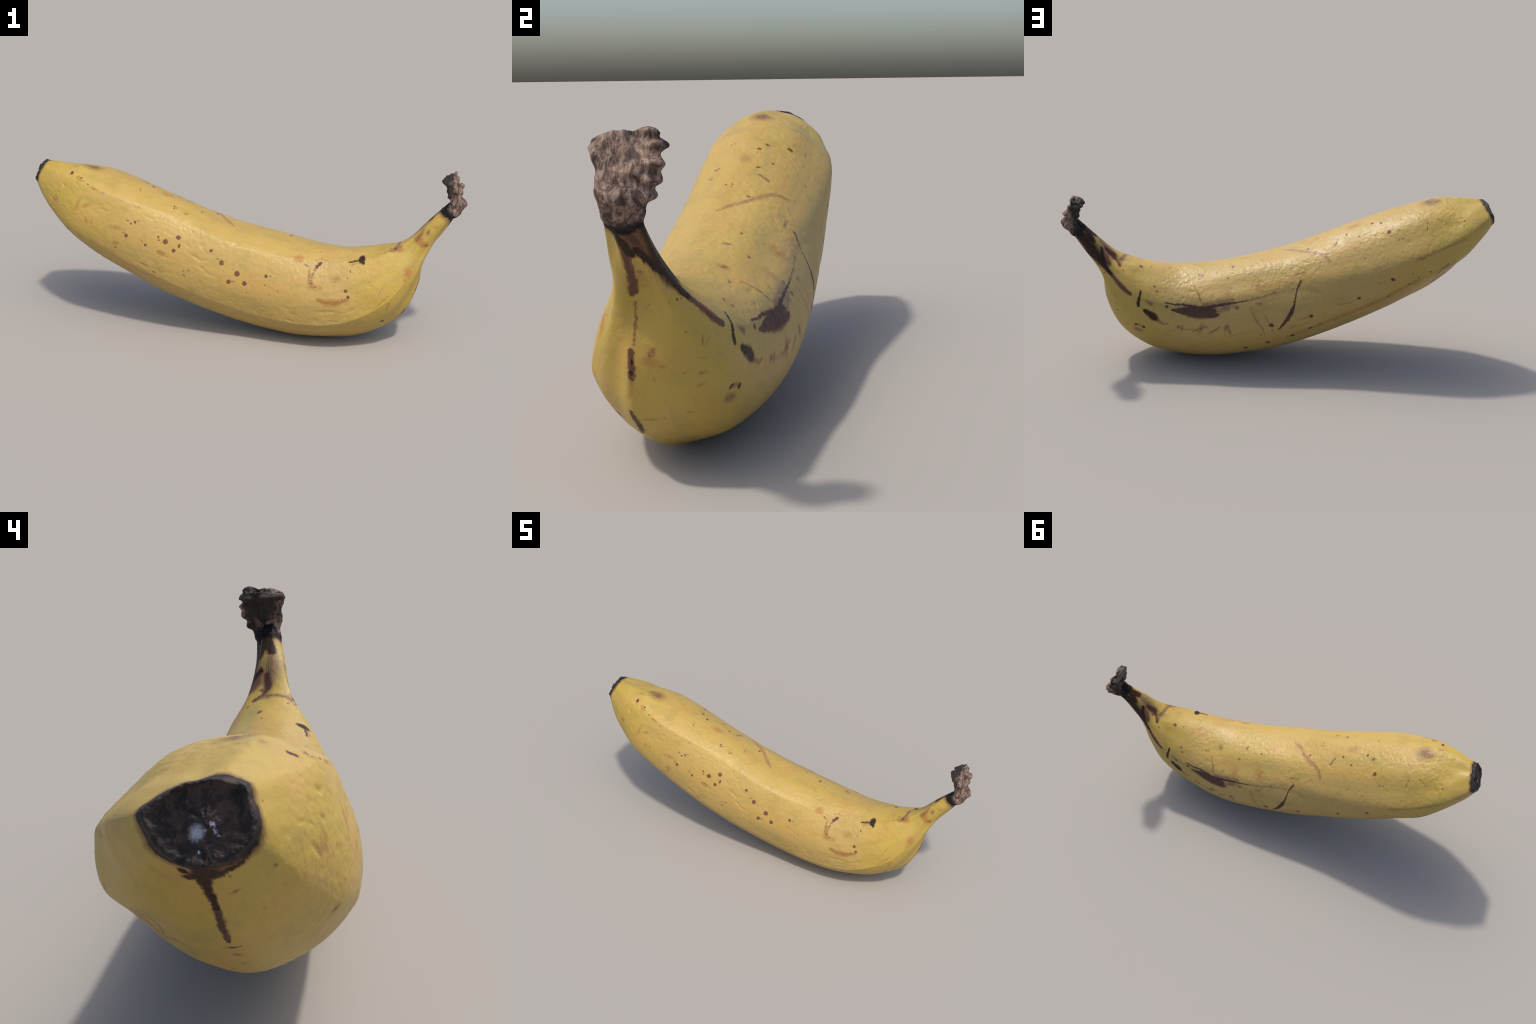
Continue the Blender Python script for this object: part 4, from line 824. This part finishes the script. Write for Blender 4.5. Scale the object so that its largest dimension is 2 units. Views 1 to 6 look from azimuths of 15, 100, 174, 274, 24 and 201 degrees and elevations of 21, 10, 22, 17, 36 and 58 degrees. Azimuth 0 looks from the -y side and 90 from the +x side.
def peel_material(pieces):
    t = Tree('banana_peel')
    P = t.P
    sep = t.n('ShaderNodeSeparateXYZ')
    t.put(sep.inputs[0], P)
    x, y, z = sep.outputs
    # lengthwise coordinates: height above the bent spine
    curve = t.n('ShaderNodeFloatCurve')
    cm = curve.mapping.curves[0]
    knots = [(float((c[0] + 1) / 2), float(c[2])) for c in C[::80]]
    cm.points[0].location, cm.points[1].location = knots[0], knots[-1]
    for k in knots[1:-1]:
        cm.points.new(*k)
    curve.mapping.update()
    t.put(curve.inputs['Value'], t.math('MULTIPLY_ADD', x, .5, .5))
    v = t.math('SUBTRACT', z, curve.outputs[0])
    com = t.n('ShaderNodeCombineXYZ')
    for i, o in enumerate((x, y, v)):
        t.put(com.inputs[i], o)
    Q = com.outputs[0]
    fibre = t.noise(t.mapping(Q, scale=(5, 60, 60)), 1., 4, .6)[0]
    streak = t.noise(t.mapping(Q, loc=(3, 1, 2), scale=(3, 16, 16)), 1., 3, .6)[0]
    cloud = t.noise(P, 5.5, 4, .6)[0]
    cloud2 = t.noise(t.mapping(P, loc=(4, 2, 9)), 13, 4, .62)[0]
    fine = t.noise(P, 85, 3, .6)[0]
    # ground colour: paler in the middle, deeper yellow towards tip and neck
    tip = t.step(x, -.38, -.85)
    neck = t.step(x, .46, .66)
    ends = t.math('MAXIMUM', tip, neck)
    pale = srgb(178, 148, 82)
    deep = srgb(179, 151, 66)
    inner = t.step(v, .09, .19, b=.45)                     # the inner face of the curve is more golden
    depth = t.math('MAXIMUM', ends, inner)
    col = t.mix(t.math('MULTIPLY_ADD', t.math('SUBTRACT', cloud, .5), .8, depth, clamp=True), pale, deep)
    col = t.mix(t.step(cloud2, .52, .70, b=.6), col, srgb(184, 149, 87))
    col = t.mix(t.step(cloud2, .47, .30, b=.65), col, srgb(160, 138, 68))
    col = t.mix(t.step(streak, .50, .70, b=.55), col, srgb(186, 145, 74))
    col = t.mix(t.step(streak, .47, .28, b=.5), col, srgb(156, 137, 76))
    col = t.mix(t.step(fibre, .56, .78, b=.35), col, srgb(152, 122, 62))
    col = t.mix(t.step(fine, .60, .80, b=.22), col, srgb(146, 122, 66))
    col = t.mix(t.step(fine, .42, .22, b=.25), col, srgb(193, 161, 93))
    ochre = t.noise(t.mapping(P, loc=(11, 3, 5)), 8, 5, .68, .4)[0]
    col = t.mix(t.step(ochre, .54, .72, b=.5), col, srgb(172, 130, 64))
    # scattered specks
    vor = t.n('ShaderNodeTexVoronoi', feature='F1')
    t.put(vor.inputs['Vector'], P)
    vor.inputs['Scale'].default_value = 34
    wn = t.n('ShaderNodeSeparateColor')
    t.put(wn.inputs[0], vor.outputs['Color'])
    speck = t.math('MULTIPLY', t.step(vor.outputs['Distance'], .10, .045), t.step(wn.outputs[0], .89, .92, b=.7))
    col = t.mix(speck, col, srgb(112, 74, 50))
    # marks, ragged at the edge
    n1 = t.noise(t.mapping(Q, scale=(70, 150, 150)), 1., 3, .6)[1]
    wob = t.vmath('ADD', P, t.vmath('SCALE', t.vmath('SUBTRACT', n1, (.5, .5, .5)), scale=.014))
    wob_fine = t.vmath('ADD', P, t.vmath('SCALE', t.vmath('SUBTRACT', n1, (.5, .5, .5)), scale=.006))
    grain = t.step(t.noise(t.mapping(Q, loc=(7, 0, 0), scale=(50, 190, 190)), 1., 4, .65)[0], .30, .62, a=.35)
    for kind, (c, amount) in KINDS.items():
        mine = [p for p in pieces if p[0] == kind]
        if not mine or kind == 'white':
            continue
        m = None
        for p in mine:
            small = p[1] == 'spot' and p[4] < .02
            k = mask_of(t, wob_fine if small or kind == 'dot' else wob, p)
            m = k if m is None else t.math('MAXIMUM', m, k)
        if kind in ('tan', 'rust', 'bruise', 'purple', 'brown', 'orange', 'scratch'):
            m = t.math('MULTIPLY', m, t.math('MAXIMUM', grain, .7) if kind in ('bruise', 'orange') else grain)
        if kind in ('dark', 'black', 'darkbrown', 'dot'):      # brown halo round the darker core
            col = t.mix(t.step(m, .0, .55, b=.75), col, srgb(122, 84, 50))
            m = t.math('MULTIPLY', t.step(m, .22, .95), t.math('MULTIPLY_ADD', grain, .22, .78))
        col = t.mix(t.math('MULTIPLY', m, amount), col, c)
    # black margins where the peel meets the blossom tip and the dried stub
    rough = t.math('SUBTRACT', t.noise(P, 32, 4, .65)[0], .5)
    d = t.vmath('DOT_PRODUCT', t.vmath('SUBTRACT', P, tuple(C[0])), tuple(T[0]))
    d = t.math('MULTIPLY_ADD', rough, .022, d)
    col = t.mix(t.step(d, .020, .007, b=.75), col, srgb(92, 58, 38), 'DARKEN')
    col = t.mix(t.step(d, .0095, .0040), col, srgb(29, 25, 26))
    d = t.vmath('DOT_PRODUCT', t.vmath('SUBTRACT', P, (.919, -.010, .621)), (.65, -.02, .76))
    d = t.math('MULTIPLY_ADD', rough, .03, d)
    d = t.math('MULTIPLY_ADD', t.math('SUBTRACT', streak, .5), .03, d)
    col = t.mix(t.step(d, -.026, -.006, b=.75), col, srgb(120, 84, 60), 'DARKEN')
    col = t.mix(t.step(d, -.012, -.002), col, srgb(27, 23, 24))
    t.put(t.bsdf.inputs['Base Color'], col)
    t.put(t.bsdf.inputs['Roughness'], t.step(cloud2, .3, .7, a=.42, b=.54))
    bright = t.n('ShaderNodeRGBToBW')
    t.put(bright.inputs[0], col)
    t.put(t.bsdf.inputs['Specular IOR Level'], t.step(bright.outputs[0], .02, .2, a=.12, b=.45))
    bump = t.n('ShaderNodeBump')
    bump.inputs['Strength'].default_value = .45
    bump.inputs['Distance'].default_value = .004
    lump = t.math('MULTIPLY', t.noise(P, 55, 3, .6)[0], t.step(cloud, .38, .6, a=.35, b=1.))
    h = t.math('ADD', t.math('MULTIPLY', lump, 1.0), t.math('MULTIPLY', fibre, .4))
    t.put(bump.inputs['Height'], h)
    t.put(t.bsdf.inputs['Normal'], bump.outputs[0])
    return t.mat


def tip_material():
    t = Tree('dry_blossom_tip')
    c = TIP[0].mean(0)
    q = t.vmath('SUBTRACT', t.P, tuple(c))
    r = t.vmath('LENGTH', q)
    swirl = t.noise(t.P, 38, 5, .65, 1.2)[0]
    ring = t.noise(t.mapping(t.P, scale=(120, 45, 45)), 1., 4, .6, .8)[0]
    col = t.mix(t.step(swirl, .42, .66), srgb(27, 24, 24), srgb(70, 53, 47))
    col = t.mix(t.step(ring, .5, .72, b=.6), col, srgb(72, 58, 53))
    col = t.mix(t.step(t.noise(t.P, 90, 3, .6)[0], .52, .7, b=.7), col, srgb(24, 22, 24))
    wob = t.vmath('ADD', t.P, t.vmath('SCALE', t.vmath('SUBTRACT', t.noise(t.P, 220, 3, .7)[1], (.5, .5, .5)), scale=.012))
    m = None
    for p in [p for p in PIECES if p[0] == 'white']:
        k = mask_of(t, wob, p)
        m = k if m is None else t.math('MAXIMUM', m, k)
    if m is not None:
        col = t.mix(t.math('MULTIPLY', m, .85), col, KINDS['white'][0])
    t.put(t.bsdf.inputs['Base Color'], col)
    t.bsdf.inputs['Roughness'].default_value = .6
    t.bsdf.inputs['Specular IOR Level'].default_value = .3
    bump = t.n('ShaderNodeBump')
    bump.inputs['Strength'].default_value = .8
    bump.inputs['Distance'].default_value = .004
    t.put(bump.inputs['Height'], t.math('ADD', swirl, ring))
    t.put(t.bsdf.inputs['Normal'], bump.outputs[0])
    return t.mat


def stub_material():
    t = Tree('dry_stem_stub')
    P = t.P
    fib = t.noise(t.mapping(P, scale=(36, 36, 17)), 1., 5, .6, 2.0)[0]
    fine = t.noise(t.mapping(P, loc=(2, 5, 1), scale=(70, 70, 30)), 1., 4, .6, 1.6)[0]
    blot = t.noise(P, 24, 4, .65, .5)[0]
    col = t.mix(t.step(fib, .36, .64), srgb(72, 54, 47), srgb(142, 119, 104))
    col = t.mix(t.step(fine, .52, .70, b=.65), col, srgb(178, 157, 142))
    col = t.mix(t.step(blot, .51, .64, b=.82), col, srgb(52, 40, 36))
    col = t.mix(t.step(fine, .44, .26, b=.6), col, srgb(44, 33, 31))
    # the weathered inner-back side is nearly black
    side = t.vmath('DOT_PRODUCT', t.vmath('SUBTRACT', P, (.934, .006, .70)), (-.97, .16, .02))
    side = t.math('MULTIPLY_ADD', t.math('SUBTRACT', blot, .5), .05, side)
    col = t.mix(t.step(side, -.006, .010, b=.92), col, srgb(37, 31, 29))
    sep = t.n('ShaderNodeSeparateXYZ')
    t.put(sep.inputs[0], P)
    base = t.vmath('DOT_PRODUCT', t.vmath('SUBTRACT', P, (.934, -.006, .638)), (.65, -.02, .76))
    base = t.math('MULTIPLY_ADD', t.math('SUBTRACT', blot, .5), .06, base)
    col = t.mix(t.step(base, .008, -.008), col, srgb(28, 24, 26))
    t.put(t.bsdf.inputs['Base Color'], col)
    t.bsdf.inputs['Roughness'].default_value = .75
    t.bsdf.inputs['Specular IOR Level'].default_value = .3
    bump = t.n('ShaderNodeBump')
    bump.inputs['Strength'].default_value = .8
    bump.inputs['Distance'].default_value = .0035
    t.put(bump.inputs['Height'], t.math('ADD', fib, t.math('MULTIPLY', fine, .4)))
    t.put(t.bsdf.inputs['Normal'], bump.outputs[0])
    return t.mat


# ------------------------------------------------------------------ assemble
root = bpy.data.objects.new('banana', None)
bpy.context.scene.collection.objects.link(root)
root.empty_display_size = .2
root['label'] = 'ripe yellow banana with brown spots and dried stem'
root['category'] = 'banana, fruit'


def place(ob, *mats):
    for m in mats:
        ob.data.materials.append(m)
    ob.parent = root
    return ob


def peel_part(name, first, last, n_along, n_round, **kw):
    """part of the peel; split into zones so that each zone's material only carries its own marks"""
    V = ALL[first:last + 1]
    ob = sheet_object(name, V, NA[first:last + 1], **kw)
    nr = len(V)
    za = np.minimum(np.arange(nr - 1) * n_along // (nr - 1), n_along - 1)
    zr = np.arange(NT) * n_round // NT
    zone = (za[:, None] * n_round + zr[None]).ravel()
    mats = []
    for a in range(n_along):
        i0, i1 = np.where(za == a)[0][[0, -1]]
        for r in range(n_round):
            j = np.where(zr == r)[0]
            pts = V[i0:i1 + 2:4][:, np.append(j, (j[-1] + 1) % NT)[::3]].reshape(-1, 3)
            near = [p for p in PIECES if np.sqrt(((pts - np.array(p[3])) ** 2).sum(1)).min() < p[4] * 1.3 + .012]
            mats.append(peel_material(near))
    place(ob, *mats)
    idx = np.zeros(len(ob.data.polygons), np.int32)
    idx[:len(zone)] = zone
    idx[len(zone):] = zone[-1]
    ob.data.polygons.foreach_set('material_index', idx)
    return ob


place(sheet_object('blossom_tip', ALL[:i_cap + 1], NA[:i_cap + 1], close_first=True), tip_material())
peel_part('peel', i_cap, i_stem, 7, 7)
peel_part('stem', i_stem, len(ALL) - 1, 4, 7, close_last=True)
place(sheet_object('stem_stub', STUB_V, STUB_N, close_first=True, close_last=True), stub_material())
